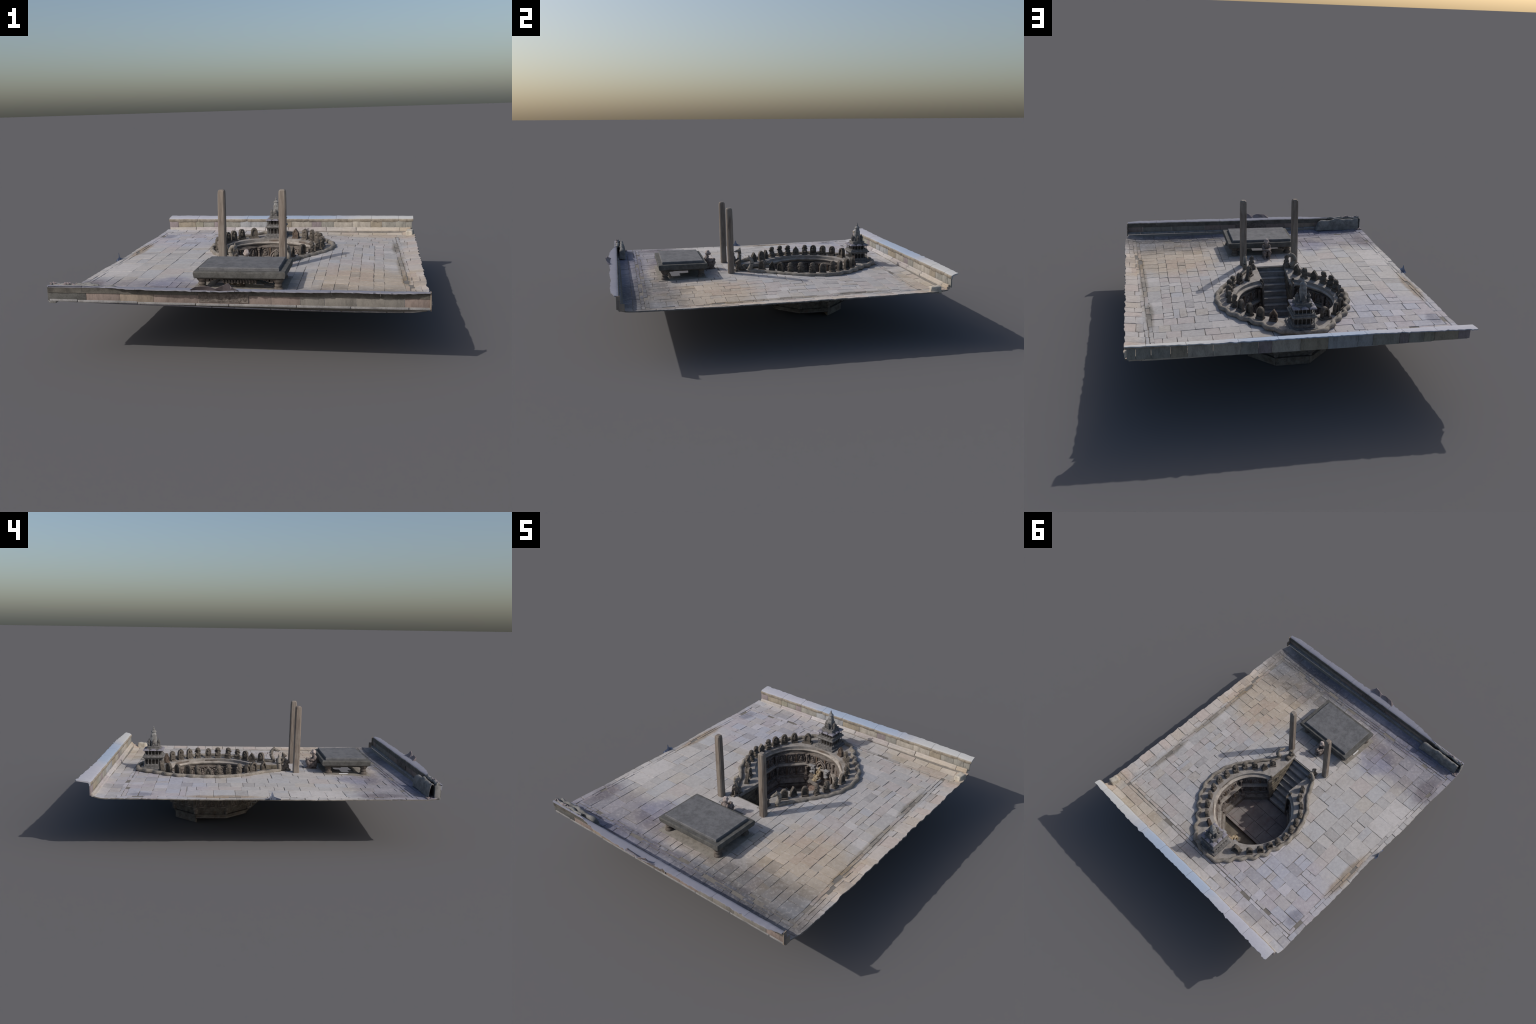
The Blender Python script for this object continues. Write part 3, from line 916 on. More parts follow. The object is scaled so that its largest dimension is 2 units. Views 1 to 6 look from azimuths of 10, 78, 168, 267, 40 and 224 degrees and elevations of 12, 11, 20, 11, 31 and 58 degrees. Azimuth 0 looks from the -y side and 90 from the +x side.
for i in range(13):
    a = pi * i / 12
    pts.append(Vector((-cos(a) * .026, 0, .050 + sin(a) * .030 + (.010 if i == 6 else 0))))
pts.append(Vector((.026, 0, 0)))
add_tube(bm, pts, [.0065] * len(pts), 8)
pts2 = [Vector((p.x * 1.45, .002, p.z * 1.18)) for p in pts]
add_tube(bm, pts2, [.005] * len(pts2), 8)
obj("spout_arch", mesh(bm, "spout_arch", 60), YARD, M_NICHE, (WX + .008, .550, .138))
bm = bmesh.new()
add_box(bm, -.085, .085, -.050, -.002, 0, .040, taper=.010, bev=.003)
add_box(bm, -.070, .070, -.030, -.002, .040, .052, taper=.004, bev=.003)
jitter(bm, .002, 40, 9)
obj("spout_base_ledge", mesh(bm, "spout_base_ledge", 40), YARD, M_REDSTONE, (WX + .008, WY + .2235, .004))

# --- serpents
def serpent(path, tip_dir, name, seed):
    bm = bmesh.new()
    pts, rad = [], []
    head = Vector((path[0][0], path[0][1]))
    d0 = (Vector(path[0]) - Vector(path[3])).normalized()
    # neck rising and bending over at the head
    back = Vector((path[0][0], path[0][1], .312))
    neck = [Vector((0, 0, .078)) + Vector((d0.x * .016, d0.y * .016, 0)), Vector((d0.x * .004, d0.y * .004, .084)), Vector((-d0.x * .010, -d0.y * .010, .070)),
            Vector((-d0.x * .014, -d0.y * .014, .048)), Vector((-d0.x * .004, -d0.y * .004, .024)), Vector((d0.x * .004, d0.y * .004, .008)), Vector((-d0.x * .008, -d0.y * .008, .002))]
    nk = spline([n + back for n in neck], 5)
    nr = [.0080, .0095, .0115, .0130, .0140, .0140, .0132]
    for i, p in enumerate(nk):
        t = i / (len(nk) - 1) * (len(nr) - 1); a = int(min(t, len(nr) - 2)); f = t - a
        pts.append(p); rad.append(nr[a] * (1 - f) + nr[a + 1] * f)
    L = 0
    for i, p in enumerate(path):
        if i < 6: continue
        if i: L += (Vector(path[i]) - Vector(path[i - 1])).length
        z = .3115 + .0012 * sin(L * 70 + seed)
        end = min(1, (len(path) - i) / 12)
        ring = 1.0 + (0.045 if int(L / .045) % 2 else 0) * 0.6
        pts.append(Vector((p[0], p[1], z))); rad.append((.0126 + .0007 * sin(L * 55)) * ring * (0.75 + 0.25 * end))
    add_tube(bm, pts, rad, 14)
    hp = nk[0]
    snout = Vector((tip_dir[0], tip_dir[1], -.12)).normalized()
    for k, r in ((.000, .0120), (.010, .0105), (.020, .0078), (.028, .0050)):
        add_ell(bm, hp + snout * k, (r, r, r * .85), 10, 8)
    add_ell(bm, hp - snout * .010 + Vector((0, 0, .012)), (.0045, .0045, .011), 8, 6)
    add_ell(bm, hp - snout * .006 + Vector((0, 0, .002)), (.0105, .0105, .010), 10, 8)
    jitter(bm, .0008, 90, seed)
    return mesh(bm, name, 70)
obj("serpent", serpent([(p[0], p[1]) for p in BODY_E], (-.25, -1), "serpent", 1.0), YARD, M_SNAKE)
obj("serpent", serpent([(p[0], p[1]) for p in BODY_W], (.15, -1), "serpent", 4.0), YARD, M_SNAKE)

# --- lions at the head of the stair
def lion_mesh(seed):
    bm = bmesh.new()
    add_box(bm, -.016, .016, -.040, .034, 0, .008)
    add_ell(bm, (0, .016, .022), (.015, .018, .017))
    add_ell(bm, (0, .022, .034), (.010, .012, .012))
    add_ell(bm, (0, -.010, .036), (.015, .014, .028))
    add_ell(bm, (0, -.018, .062), (.0145, .014, .016))
    add_ell(bm, (0, -.030, .060), (.009, .009, .008))
    add_ell(bm, (0, -.010, .078), (.006, .006, .010))
    for s in (-1, 1):
        add_ell(bm, (s * .010, -.026, .024), (.006, .006, .022))
        add_ell(bm, (s * .011, -.032, .010), (.007, .010, .006))
        add_ell(bm, (s * .014, .010, .014), (.007, .016, .010))
        add_ell(bm, (s * .010, -.014, .073), (.004, .003, .006))
    return fused(bm, "guardian_lion", .0021, .0022, 160, seed)
lm = lion_mesh(2)
obj("guardian_lion", lm, YARD, M_CARVE, (.087, -.160, ZP - .003), (0, 0, .05), (1, 1, .92))
obj("guardian_lion", lm, YARD, M_CARVE, (-.132, -.160, ZP - .003), (0, 0, -.05), (1, 1, .92))

# --- steles and hooded figures on the rim
def stele_mesh(kind, seed):
    """kind: 'round' / 'point' carved slab, 'house' gabled niche stone, 'arch' deep arched niche on a plinth"""
    rr = random.Random(seed)
    bm = bmesh.new()
    w, h = {"round": (.037, .068), "point": (.036, .072), "house": (.036, .066), "arch": (.040, .070)}[kind]
    d = .0075 if kind != "arch" else .011
    b = .012
    if kind == "arch": add_box(bm, -.030, .030, -.018, .018, 0, .011); b = .010
    else: add_box(bm, -w * .53, w * .53, -.014, .013, 0, b)
    # outline
    n = 24
    out = []
    for i in range(n + 1):
        t = i / n
        a = pi * t
        px = cos(a) * w / 2
        top = h * .60
        if kind in ("round", "arch"): pz = top + sin(a) * (h - top)
        elif kind == "point": pz = top + (sin(a) ** .9) * (h - top) * (.86 if i != n // 2 else 1)
        else: pz = top + (1 - abs(cos(a))) * (h - top)
        out.append((px, pz))
    body = [(w / 2, b * .6)] + out + [(-w / 2, b * .6)]
    # thin back panel
    f = [bm.verts.new((x * .97, -.0045, z)) for x, z in body]; g = [bm.verts.new((x * .97, -.0015, z)) for x, z in body]
    bm.faces.new(f); bm.faces.new(list(reversed(g)))
    for i in range(len(body)): bm.faces.new((f[i], f[(i + 1) % len(body)], g[(i + 1) % len(body)], g[i]))
    # raised border
    k = .68
    q0 = [(x, z) for x, z in body]
    q1 = [(x * k, b + (z - b) * (.84 if kind != "house" else .80)) for x, z in body]
    rings = []
    for y, q in ((-d, q0), (-d, q1), (d, q1), (d, q0)):
        rings.append([bm.verts.new((x, y, z)) for x, z in q])
    for A, B in zip(rings, rings[1:] + rings[:1]):
        for i in range(len(body) - 1): bm.faces.new((A[i], A[i + 1], B[i + 1], B[i]))
    bm.faces.new([r_[0] for r_ in rings]); bm.faces.new([r_[-1] for r_ in reversed(rings)])
    # relief figure
    fy = -.006
    if kind == "round" and seed % 2:
        add_ell(bm, (0, fy, b + h * .30), (.011, .007, .014), 10, 8); add_ell(bm, (0, fy - .002, b + h * .56), (.006, .006, .007), 8, 6)
        add_ell(bm, (.008, fy, b + h * .42), (.004, .005, .010), 8, 6); add_ell(bm, (-.009, fy, b + h * .36), (.004, .005, .008), 8, 6)
    elif kind == "house" or kind == "arch":
        add_box(bm, -w * .3, w * .3, -d, d, b, b + .008)
        add_ell(bm, (0, 0, b + .014), (.008, .006, .010), 8, 6)
    else:
        add_ell(bm, (0, fy, b + h * .10), (.014, .008, .009), 10, 8)
        add_ell(bm, (0, fy, b + h * .30), (.0085, .007, .015), 10, 8)
        add_ell(bm, (0, fy - .002, b + h * .55), (.0060, .006, .0075), 8, 6)
        for s in (-1, 1): add_ell(bm, (s * .010, fy, b + h * .32), (.0035, .0045, .011), 8, 6)
    jitter(bm, .0007, 150, seed)
    return mesh(bm, "guardian_stele", 38)
def hood_mesh(seed):
    bm = bmesh.new()
    add_box(bm, -.017, .017, -.014, .014, 0, .014)
    add_ell(bm, (0, -.003, .021), (.019, .013, .010))
    add_ell(bm, (0, .003, .034), (.013, .010, .016))
    add_ell(bm, (0, .007, .044), (.009, .007, .020))
    add_ell(bm, (0, .000, .061), (.0150, .0125, .0125))
    add_ell(bm, (0, .004, .054), (.0135, .010, .012))
    add_ell(bm, (0, -.004, .046), (.0062, .006, .007))
    for s in (-1, 1):
        add_ell(bm, (s * .013, -.002, .032), (.005, .006, .010))
        add_ell(bm, (s * .009, -.011, .026), (.005, .005, .004))
        add_ell(bm, (s * .015, .004, .048), (.005, .005, .006))
    return fused(bm, "hooded_statue", .0016, .0014, 190, seed)
ST = {"round": [stele_mesh("round", i) for i in (1, 2)], "point": [stele_mesh("point", i) for i in (3, 4)], "house": [stele_mesh("house", 5)], "arch": [stele_mesh("arch", 6)], "hood": [hood_mesh(7), hood_mesh(9)]}
EAST = [((.124, -.030), "round"), ((.147, .030), "house"), ((.200, .073), "arch2"), ((.248, .126), "hood"), ((.273, .189), "hood"), ((.289, .258), "hood"),
        ((.294, .325), "round"), ((.276, .394), "hood"), ((.250, .450), "point"), ((.213, .509), "point"), ((.164, .560), "point"), ((.102, .595), "house")]
WEST = [((-.166, -.028), "house"), ((-.197, .034), "round"), ((-.249, .072), "house"), ((-.293, .128), "hood"), ((-.315, .192), "hood"), ((-.328, .251), "hood"),
        ((-.334, .312), "house"), ((-.325, .375), "hood"), ((-.309, .436), "arch2"), ((-.285, .496), "round"), ((-.243, .554), "round"), ((-.172, .602), "arch")]
for lst in (EAST, WEST):
    for i, ((px, py), kd) in enumerate(lst):
        kk = "round" if kd == "arch2" else kd
        v = ST[kk][i % len(ST[kk])]
        a = atan2(py - CY, px - CX)
        rot = a - pi / 2 + R.uniform(-.18, .18)
        if i < 1: rot += (.5 if px > 0 else -.5)
        if i == 1 : rot += (.7 if px > 0 else -.7)
        nm = "hooded_statue" if kd == "hood" else "guardian_stele"
        s = R.uniform(.96, 1.06)
        if px > 0 and i == 11: v = ST["house"][0].copy(); v.materials.clear(); v.materials.append(M_RUST)
        o = obj(nm, v, YARD, M_CARVE, (px, py, ZP - .002), (R.uniform(-.05, .05), R.uniform(-.04, .04), rot), (s * R.uniform(1.04, 1.16), s * 1.12, s))

# --- miniature temple
TX, TY = -.0315, .6625
TEMPLE = root("miniature_temple", "x", "x", (TX, TY, ZP))
del TEMPLE["label"], TEMPLE["category"]
TEMPLE.parent = YARD
PLOC["miniature_temple"] = Vector((TX, TY, ZP))
def tloc(z=0): return (TX, TY, z)
bm = bmesh.new()
add_box(bm, -.071, .071, -.0745, .0745, .300, .3175, bev=.002)
add_box(bm, -.0575, .0575, -.060, .060, .3175, .333, taper=.001, bev=.0015)
obj("plinth", mesh(bm, "plinth", 40), TEMPLE, M_TEMPLE, tloc())
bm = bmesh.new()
add_box(bm, -.043, .043, -.044, .044, .330, .378); add_box(bm, -.041, .041, -.042, .042, .390, .424)  # solid near-black blocks modelled for the gloom between the columns
obj("painted_shade_core", mesh(bm, "painted_shade_core"), TEMPLE, M_DARK, tloc())
def colonnade(half, z0, z1, n, r):
    bm = bmesh.new()
    pos = [-half + 2 * half * i / n for i in range(n + 1)]
    P = {(round(a, 5), round(s, 5)) for a in pos for s in (-half, half)} | {(round(s, 5), round(a, 5)) for a in pos for s in (-half, half)}
    for a, b in sorted(P):
        h = z1 - z0
        add_lathe(bm, [(r * 1.35, z0), (r * 1.35, z0 + h * .10), (r, z0 + h * .16), (r * .85, z0 + h * .70), (r * 1.3, z0 + h * .82), (r * 1.5, z1)], 8, (a, b))
    # arched lintels
    for i in range(n):
        m = (pos[i] + pos[i + 1]) / 2; w = half / n
        for s in (-half, half):
            for k in range(2):
                pts = []
                for j in range(9):
                    t = pi * j / 8
                    u = m - cos(t) * w * .92; z = z1 - h * .20 + sin(t) * h * .17
                    pts.append(Vector((u, s, z)) if k == 0 else Vector((s, u, z)))
                add_tube(bm, pts, [r * .55] * 9, 5)
    return bm
bm = colonnade(.0535, .333, .3665, 5, .0022)
obj("lower_colonnade", mesh(bm, "lower_colonnade", 50), TEMPLE, M_TEMPLE, tloc())
bm = bmesh.new()
add_box(bm, -.0555, .0555, -.0575, .0575, .3655, .3735, bev=.001)
add_box(bm, -.0635, .0635, -.066, .066, .3735, .3785, taper=-.0015, bev=.001)
add_box(bm, -.0655, .0655, -.068, .068, .3785, .3850, taper=.006, bev=.001)
add_box(bm, -.0565, .0565, -.0585, .0585, .3850, .3925, bev=.0012)
obj("middle_eave", mesh(bm, "middle_eave", 40), TEMPLE, M_TEMPLE, tloc())
bm = colonnade(.0515, .3925, .4185, 5, .0021)
obj("upper_colonnade", mesh(bm, "upper_colonnade", 50), TEMPLE, M_TEMPLE, tloc())
bm = bmesh.new()
add_box(bm, -.050, .050, -.052, .052, .4180, .4260)
add_box(bm, -.042, .042, -.044, .044, .4240, .4345, bev=.002)
obj("roof_deck", mesh(bm, "roof_deck", 40), TEMPLE, M_TEMPLE, tloc())
bm = bmesh.new()
add_lathe(bm, [(.0165, .4180), (.0190, .4195), (.0190, .4220), (.0165, .4250), (.0085, .4280), (.0040, .4290)], 20, square=True, rot=pi / 20)
pav = mesh(bm, "roof_pavilion", 35)
for i in (-1, 0, 1):
    for j in (-1, 0, 1):
        if i or j: obj("roof_pavilion", pav, TEMPLE, M_ROOFLET, (TX + i * .0430, TY + j * .0445, 0))
bm = bmesh.new()
add_box(bm, -.0385, .0385, -.0385, .0385, .4300, .4420, bev=.001)
add_box(bm, -.0405, .0405, -.0405, .0405, .4400, .4450, bev=.001)
obj("tower_base", mesh(bm, "tower_base", 40), TEMPLE, M_TEMPLE, tloc())
bm = bmesh.new()
add_lathe(bm, [(.0170, .4430), (.0188, .4600), (.0192, .4780), (.0183, .4950), (.0162, .5120), (.0135, .5260), (.0115, .5300)], 24, square=True, rot=pi / 24, pw=.35)
for i in range(4):
    a = i * pi / 2
    add_box(bm, .0060, .0200, -.0066, .0066, .4430, .5120, M=Matrix.Rotation(a, 4, "Z"), taper=.0012)
obj("curved_tower", mesh(bm, "curved_tower", 35), TEMPLE, M_SPIRE, tloc())
bm = bmesh.new()
add_lathe(bm, [(.0125, .5290), (.0170, .5305), (.0175, .5330), (.0160, .5360), (.0120, .5415), (.0075, .5450), (.0055, .5465), (.0062, .5490), (.0075, .5510), (.0062, .5535), (.0030, .5555), (.0040, .5580), (.0036, .5610), (.0018, .5640), (.0008, .5690)], 18)
obj("bell_finial", mesh(bm, "bell_finial", 60), TEMPLE, M_SPIRE, tloc())
bm = bmesh.new()
add_box(bm, -.0105, .0105, -.0085, .0085, .4440, .4480)
for s in (-1, 1): add_box(bm, s * .0085 - .0018, s * .0085 + .0018, -.0085, -.005, .4470, .4660)
add_box(bm, -.0095, .0095, -.006, .0085, .4470, .4660)
add_ell(bm, (0, -.0070, .4560), (.0040, .0030, .0070), 8, 6)
add_lathe(bm, [(.0118, .4655), (.0125, .4675), (.0118, .4700), (.0095, .4705), (.0105, .4735), (.0085, .4760), (.0065, .4765), (.0072, .4790), (.0050, .4815), (.0025, .4835), (.0032, .4860), (.0010, .4910)], 12)
tur = mesh(bm, "side_turret", 40)
for i in range(4):
    a = i * pi / 2
    obj("side_turret", tur, TEMPLE, M_TEMPLE, (TX + sin(a) * .0300, TY - cos(a) * .0300, 0), (0, 0, a))
bm = bmesh.new()
for sx in (-1, 1):
    for sy in (-1, 1):
        add_ell(bm, (sx * .026, sy * .026, .452), (.0045, .0045, .0085), 8, 6); add_ell(bm, (sx * .026, sy * .026, .463), (.003, .003, .003), 8, 6)
obj("corner_figure", mesh(bm, "corner_figure", 60), TEMPLE, M_TEMPLE, tloc())

# --- timber posts
def post(top, base, name, seed):
    bm = bmesh.new()
    w = .0192
    lv = [(0, 1.0), (.1, 1.0), (.25, .99), (.4, 1.0), (.55, 1.0), (.7, 1.0), (.85, .99), (.95, .97), (.985, .90), (1.0, .62)]
    rings = []
    n = 8
    for t, s in lv:
        c = Vector(base).lerp(Vector(top), t)
        ring = []
        for i in range(16):
            a = 2 * pi * i / 16 + pi / 16
            k = min(w / max(abs(cos(a)), abs(sin(a))), w * 1.35) * s
            k *= 1 + .035 * noise.noise((cos(a) * 1.5 + seed, sin(a) * 1.5, t * 5))
            ring.append(bm.verts.new((c.x + k * cos(a), c.y + k * sin(a), c.z)))
        rings.append(ring)
    for A, B in zip(rings, rings[1:]):
        for i in range(16): bm.faces.new((A[i], A[(i + 1) % 16], B[(i + 1) % 16], B[i]))
    bm.faces.new(list(reversed(rings[0]))); bm.faces.new(rings[-1])
    obj("timber_post", mesh(bm, name, 32), YARD, M_WOOD)
post((-.184, -.237, .719), (-.194, -.228, .293), "timber_post", 1)
post((.136, -.241, .718), (.131, -.230, .293), "timber_post", 5)

# --- north wall: blocks, plinth, coping
def wall_north():
    xs = lengths(-.835, .842, .045, .15)
    for a, b in zip(xs, xs[1:]):
        bm = bmesh.new()
        y = .9175 + R.uniform(-.001, .0015)
        xm_ = (a + b) / 2
        z0 = .301 + .010 * max(0, (xm_ - .3) / .55) + .008 * max(0, (-xm_ - .2) / .5)
        add_box(bm, a + .0006, b - .0006, y, y + .0075, z0, .366, bev=.001)
        xm = (a + b) / 2
        wts = [5, 4, 2, 1, 2, 0] if xm > .35 else ([3, 4, 2, 2, 3, 3] if xm > -.3 else [3, 5, 2, 2, 1, 1])
        obj("wall_block", mesh(bm, "wall_block", 40), YARD, R.choices(WALLB, wts)[0])
    xs = lengths(-.83, .835, .12, .30)
    for i, (a, b) in enumerate(zip(xs, xs[1:])):
        bm = bmesh.new()
        add_box(bm, a + .001, b - .001, .8955 + R.uniform(-.002, .002), .9170, .296 + .006 * max(0, (a + b) / 2 - .3) + .012 * max(0, -(a + b) / 2 - .2), .3145 + R.uniform(-.001, .002), bev=.003)
        add_box(bm, a + .001, b - .001, .906 + R.uniform(-.001, .001), .9172, .308, .3245, bev=.003)
        bmesh.ops.subdivide_edges(bm, edges=[e for e in bm.edges if e.calc_length() > .06], cuts=8)
        jitter(bm, .0018, 30, i)
        obj("wall_plinth", mesh(bm, "wall_plinth", 40), YARD, PAVE[R.choice((0, 6, 4, 2))])
    xs = lengths(-.838, .850, .14, .26)
    for i, (a, b) in enumerate(zip(xs, xs[1:])):
        bm = bmesh.new()
        n = max(6, int((b - a) / .010))
        sd = i * 3.3
        secs = []
        for k in range(n + 1):
            xx = a + .0008 + (b - a - .0016) * k / n
            fr = .9125 + .003 * noise.noise((xx * 14, sd, 0)) + (.003 if k in (0, n) else 0)
            ye = .975 - .018 * max(0, (xx - .45) / .4) + .018 * max(0, (-xx - .35) / .48) + .007 * noise.noise((xx * 30, 9, 0)) + .005 * noise.noise((xx * 90, 4, 0))
            zb = .362 + .0035 * noise.noise((xx * 30, sd, 3))
            zt = .3815 + .0015 * noise.noise((xx * 12, sd, 6))
            sec = [(fr + .003, zb), (fr, zb + .005), (fr - .001, zt - .005), (fr + .004, zt), (.930, zt + .0065), (ye, zt + .0135), (ye, zt + .0080), (.930, zt - .002), (.926, zt - .006), (.9245, zb)]
            secs.append([bm.verts.new((xx, y, z)) for y, z in sec])
        m = len(secs[0])
        for A, B in zip(secs, secs[1:]):
            for j in range(m):
                f = bm.faces.new((A[j], A[(j + 1) % m], B[(j + 1) % m], B[j]))
                f.material_index = 1 if j in (0, 1, 2, 8, 9) else 0
        bm.faces.new(secs[0]); bm.faces.new(list(reversed(secs[-1])))
        obj("coping_stone", mesh(bm, "coping_stone", 35), YARD, [COPING, COPEFRONT])
wall_north()

# --- south wall (thin face with a coping that folds outward), carved panel
def xm_s(a, b): return (a + b) / 2
def wall_south():
    xs = lengths(-.845, .842, .08, .2)
    for a, b in zip(xs, xs[1:]):
        bm = bmesh.new()
        y = -.9355 + R.uniform(-.0008, .0008)
        zb_ = .3035 + .006 * max(0, -xm_s(a, b) - .2)
        add_box(bm, a + .0005, b - .0005, y - .006, y, zb_, .349, bev=.001)
        obj("wall_block", mesh(bm, "wall_block", 40), YARD, M_TABLE_SIDE if b < -.52 else R.choice(SWALL))
    xs = lengths(-.838, .838, .13, .3)
    for i, (a, b) in enumerate(zip(xs, xs[1:])):
        bm = bmesh.new()
        zb_ = .2945 + .011 * max(0, -(a + b) / 2 - .2)
        add_box(bm, a + .001, b - .001, -.9430, -.9215, zb_, zb_ + .0120, bev=.003)
        obj("wall_plinth", mesh(bm, "wall_plinth", 40), YARD, M_PLINTHS)
    xs = lengths(-.842, .835, .16, .30)
    for i, (a, b) in enumerate(zip(xs, xs[1:])):
        bm = bmesh.new()
        n = max(6, int((b - a) / .010)); secs = []
        sd = 40 + i * 2.1
        for k in range(n + 1):
            xx = a + .0006 + (b - a - .0012) * k / n
            fr = -.9320 + .0015 * noise.noise((xx * 16, sd, 0))
            wide = .044 + .010 * noise.noise((xx * 5, 2, 0)) + .007 * noise.noise((xx * 45, 6, 0)) + .004 * noise.noise((xx * 110, 8, 0)) + .014 * exp(-((xx + .12) / .18) ** 2)
            wide *= min(1, .35 + (.86 - abs(xx)) * 6) * (1 - .80 * max(0, min(1, (-xx - .45) / .15)))
            ye = fr - wide
            zb = .3425 + .002 * noise.noise((xx * 12, sd, 5)); zt = .3715 + .0022 * noise.noise((xx * 14, sd, 2)) + .0015 * noise.noise((xx * 50, 3, 2))
            sec = [(fr, zb), (fr + .001, zt - .004), (fr - .003, zt), (fr - .016, zt + .003), (ye, zt + .004), (ye, zt - .001), (fr - .016, zt - .003), (fr - .0130, zt - .008), (fr - .0125, zb)]
            secs.append([bm.verts.new((xx, y, z)) for y, z in sec])
        m = len(secs[0])
        for A, B in zip(secs, secs[1:]):
            for j in range(m):
                f = bm.faces.new((A[j], A[(j + 1) % m], B[(j + 1) % m], B[j]))
                f.material_index = 1 if j in (0, 1, 6, 7, 8) else 0
        bm.faces.new(secs[0]); bm.faces.new(list(reversed(secs[-1])))
        obj("coping_stone", mesh(bm, "coping_stone", 35), YARD, [COPING, M_COPEDARK])
    # east end return of the wall
    bm = bmesh.new()
    add_box(bm, .836, .842, -.936, -.905, .290, .330, taper=.0005)
    add_box(bm, .834, .840, -.948, -.925, .300, .372, taper=.0008)
    obj("wall_end", mesh(bm, "wall_end"), YARD, SWALL[0])
    # carved cartouche with side ornaments
    bm = bmesh.new()
    for yo, s in ((-.9330, 1), (-.9440, -1)):
        add_box(bm, -.142, .078, yo - .0015, yo + .0015, .312, .352)
        for z0, z1, w0, w1 in ((.346, .351, -.075, .028), (.338, .342, -.068, .020), (.330, .334, -.060, .012), (.318, .323, -.052, .004)):
            add_box(bm, w0, w1, yo - .003, yo + .003, z0, z1, bev=.001)
        for cx_ in (-.112, .055):
            add_ell(bm, (cx_, yo, .336), (.010, .0035, .012), 10, 6); add_ell(bm, (cx_ + .010, yo, .325), (.008, .0035, .008), 10, 6); add_ell(bm, (cx_ - .011, yo, .326), (.007, .0035, .007), 10, 6)
            add_box(bm, cx_ - .018, cx_ + .018, yo - .003, yo + .003, .347, .351)
        for cx_ in (-.040, -.022, -.004): add_ell(bm, (cx_, yo, .330), (.007, .003, .007), 10, 6)
    obj("carved_panel", mesh(bm, "carved_panel", 45), YARD, M_NICHE)
wall_south()

# --- torn debris at the south-west corner and along the outer edges
def sheet(pts_top, foot, name, mat, th=.004):
    """jagged upright scrap: foot line and torn top line, with thickness"""
    bm = bmesh.new()
    off = Vector((0, th, 0))
    A = [bm.verts.new(p) for p in foot]; B = [bm.verts.new(p) for p in pts_top]
    C = [bm.verts.new(Vector(p) - off) for p in foot]; D = [bm.verts.new(Vector(p) - off) for p in pts_top]
    n = len(A)
    for i in range(n - 1):
        bm.faces.new((A[i], A[i + 1], B[i + 1], B[i])); bm.faces.new((C[i + 1], C[i], D[i], D[i + 1]))
        bm.faces.new((B[i], B[i + 1], D[i + 1], D[i])); bm.faces.new((A[i + 1], A[i], C[i], C[i + 1]))
    bm.faces.new((A[0], B[0], D[0], C[0])); bm.faces.new((A[-1], C[-1], D[-1], B[-1]))
    obj(name, mesh(bm, name), YARD, mat)
sheet([(-.165, -.988, .379), (-.139, -.996, .394), (-.105, -.998, .397), (-.082, -.999, .398), (-.053, -.996, .387), (-.020, -1.0, .402), (.006, -1.0, .413), (.018, -.995, .395), (.040, -.990, .380)],
      [(-.17, -.968, .3735), (-.139, -.972, .3735), (-.105, -.975, .3735), (-.082, -.977, .3735), (-.053, -.978, .3735), (-.020, -.978, .3735), (.006, -.977, .3735), (.018, -.972, .3735), (.045, -.965, .3735)], "torn_scrap", M_MEMBRANE)
sheet([(-.855, -.075, .300), (-.852, -.055, .306), (-.850, -.040, .312), (-.854, -.031, .336), (-.856, -.026, .318), (-.860, -.015, .305), (-.860, .004, .299)],
      [(-.846, -.078, .292), (-.846, -.055, .292), (-.846, -.040, .292), (-.846, -.031, .292), (-.846, -.026, .292), (-.846, -.015, .292), (-.846, .006, .292)], "torn_scrap", M_MEMBLUE)
# crumpled sacking heaped along the wall
bm = bmesh.new()
nx, ny = 44, 14
V = []
for i in range(nx + 1):
    u = i / nx
    xx = -.505 - .320 * u
    hgt = .040 + .044 * (1 - exp(-u * 9)) * (.85 + .3 * noise.noise((u * 5, 1, 0)))
    if u < .06: hgt *= u / .06
    row = []
    for j in range(ny + 1):
        v = j / ny
        # from the foot, over the crown, down behind to the wall
        a = pi * (v * 1.0)
        dep = .020 + .008 * noise.noise((u * 7, 5, 0))
        y = -.895 - cos(a) * -dep - .004
        z = .298 + sin(a) ** .6 * hgt * (1.0)
        p = Vector((xx, y, z))
        p += noise.noise_vector(p * 30) * .005 * sin(a) + noise.noise_vector(p * 80) * .002
        p.z = max(p.z, .2975)
        row.append(bm.verts.new(p))
    V.append(row)
for i in range(nx):
    for j in range(ny): bm.faces.new((V[i][j], V[i + 1][j], V[i + 1][j + 1], V[i][j + 1]))
bmesh.ops.recalc_face_normals(bm, faces=bm.faces)
bmesh.ops.solidify(bm, geom=list(bm.faces), thickness=.003)
obj("crumpled_sacking", mesh(bm, "crumpled_sacking", 70), YARD, M_CLOTH)
bm = bmesh.new()
pts = [Vector((-.60 - .235 * i / 12, -.928 - .004 * sin(i), .372 + .004 * sin(i * 1.7))) for i in range(13)]
add_tube(bm, pts, [.007 + .003 * min(1, i / 4) for i in range(13)], 10)
jitter(bm, .005, 40, 3)
add_box(bm, -.846, -.838, -.938, -.905, .298, .372, bev=.003)
add_box(bm, -.842, -.808, -.940, -.900, .292, .302, bev=.003)
obj("rolled_sheet", mesh(bm, "rolled_sheet", 70), YARD, M_CLOTH)
bm = bmesh.new()
for i in range(16):
    xx = R.uniform(-.84, -.70)
    add_ell(bm, (xx, R.uniform(-.938, -.922), .380 + R.uniform(-.003, .006)), (R.uniform(.004, .012), R.uniform(.003, .006), R.uniform(.002, .005)), 7, 5)
for i in range(12):
    add_ell(bm, (R.uniform(-.845, -.76), R.uniform(-.91, -.86), .300), (R.uniform(.005, .014), R.uniform(.004, .010), R.uniform(.002, .006)), 7, 5)
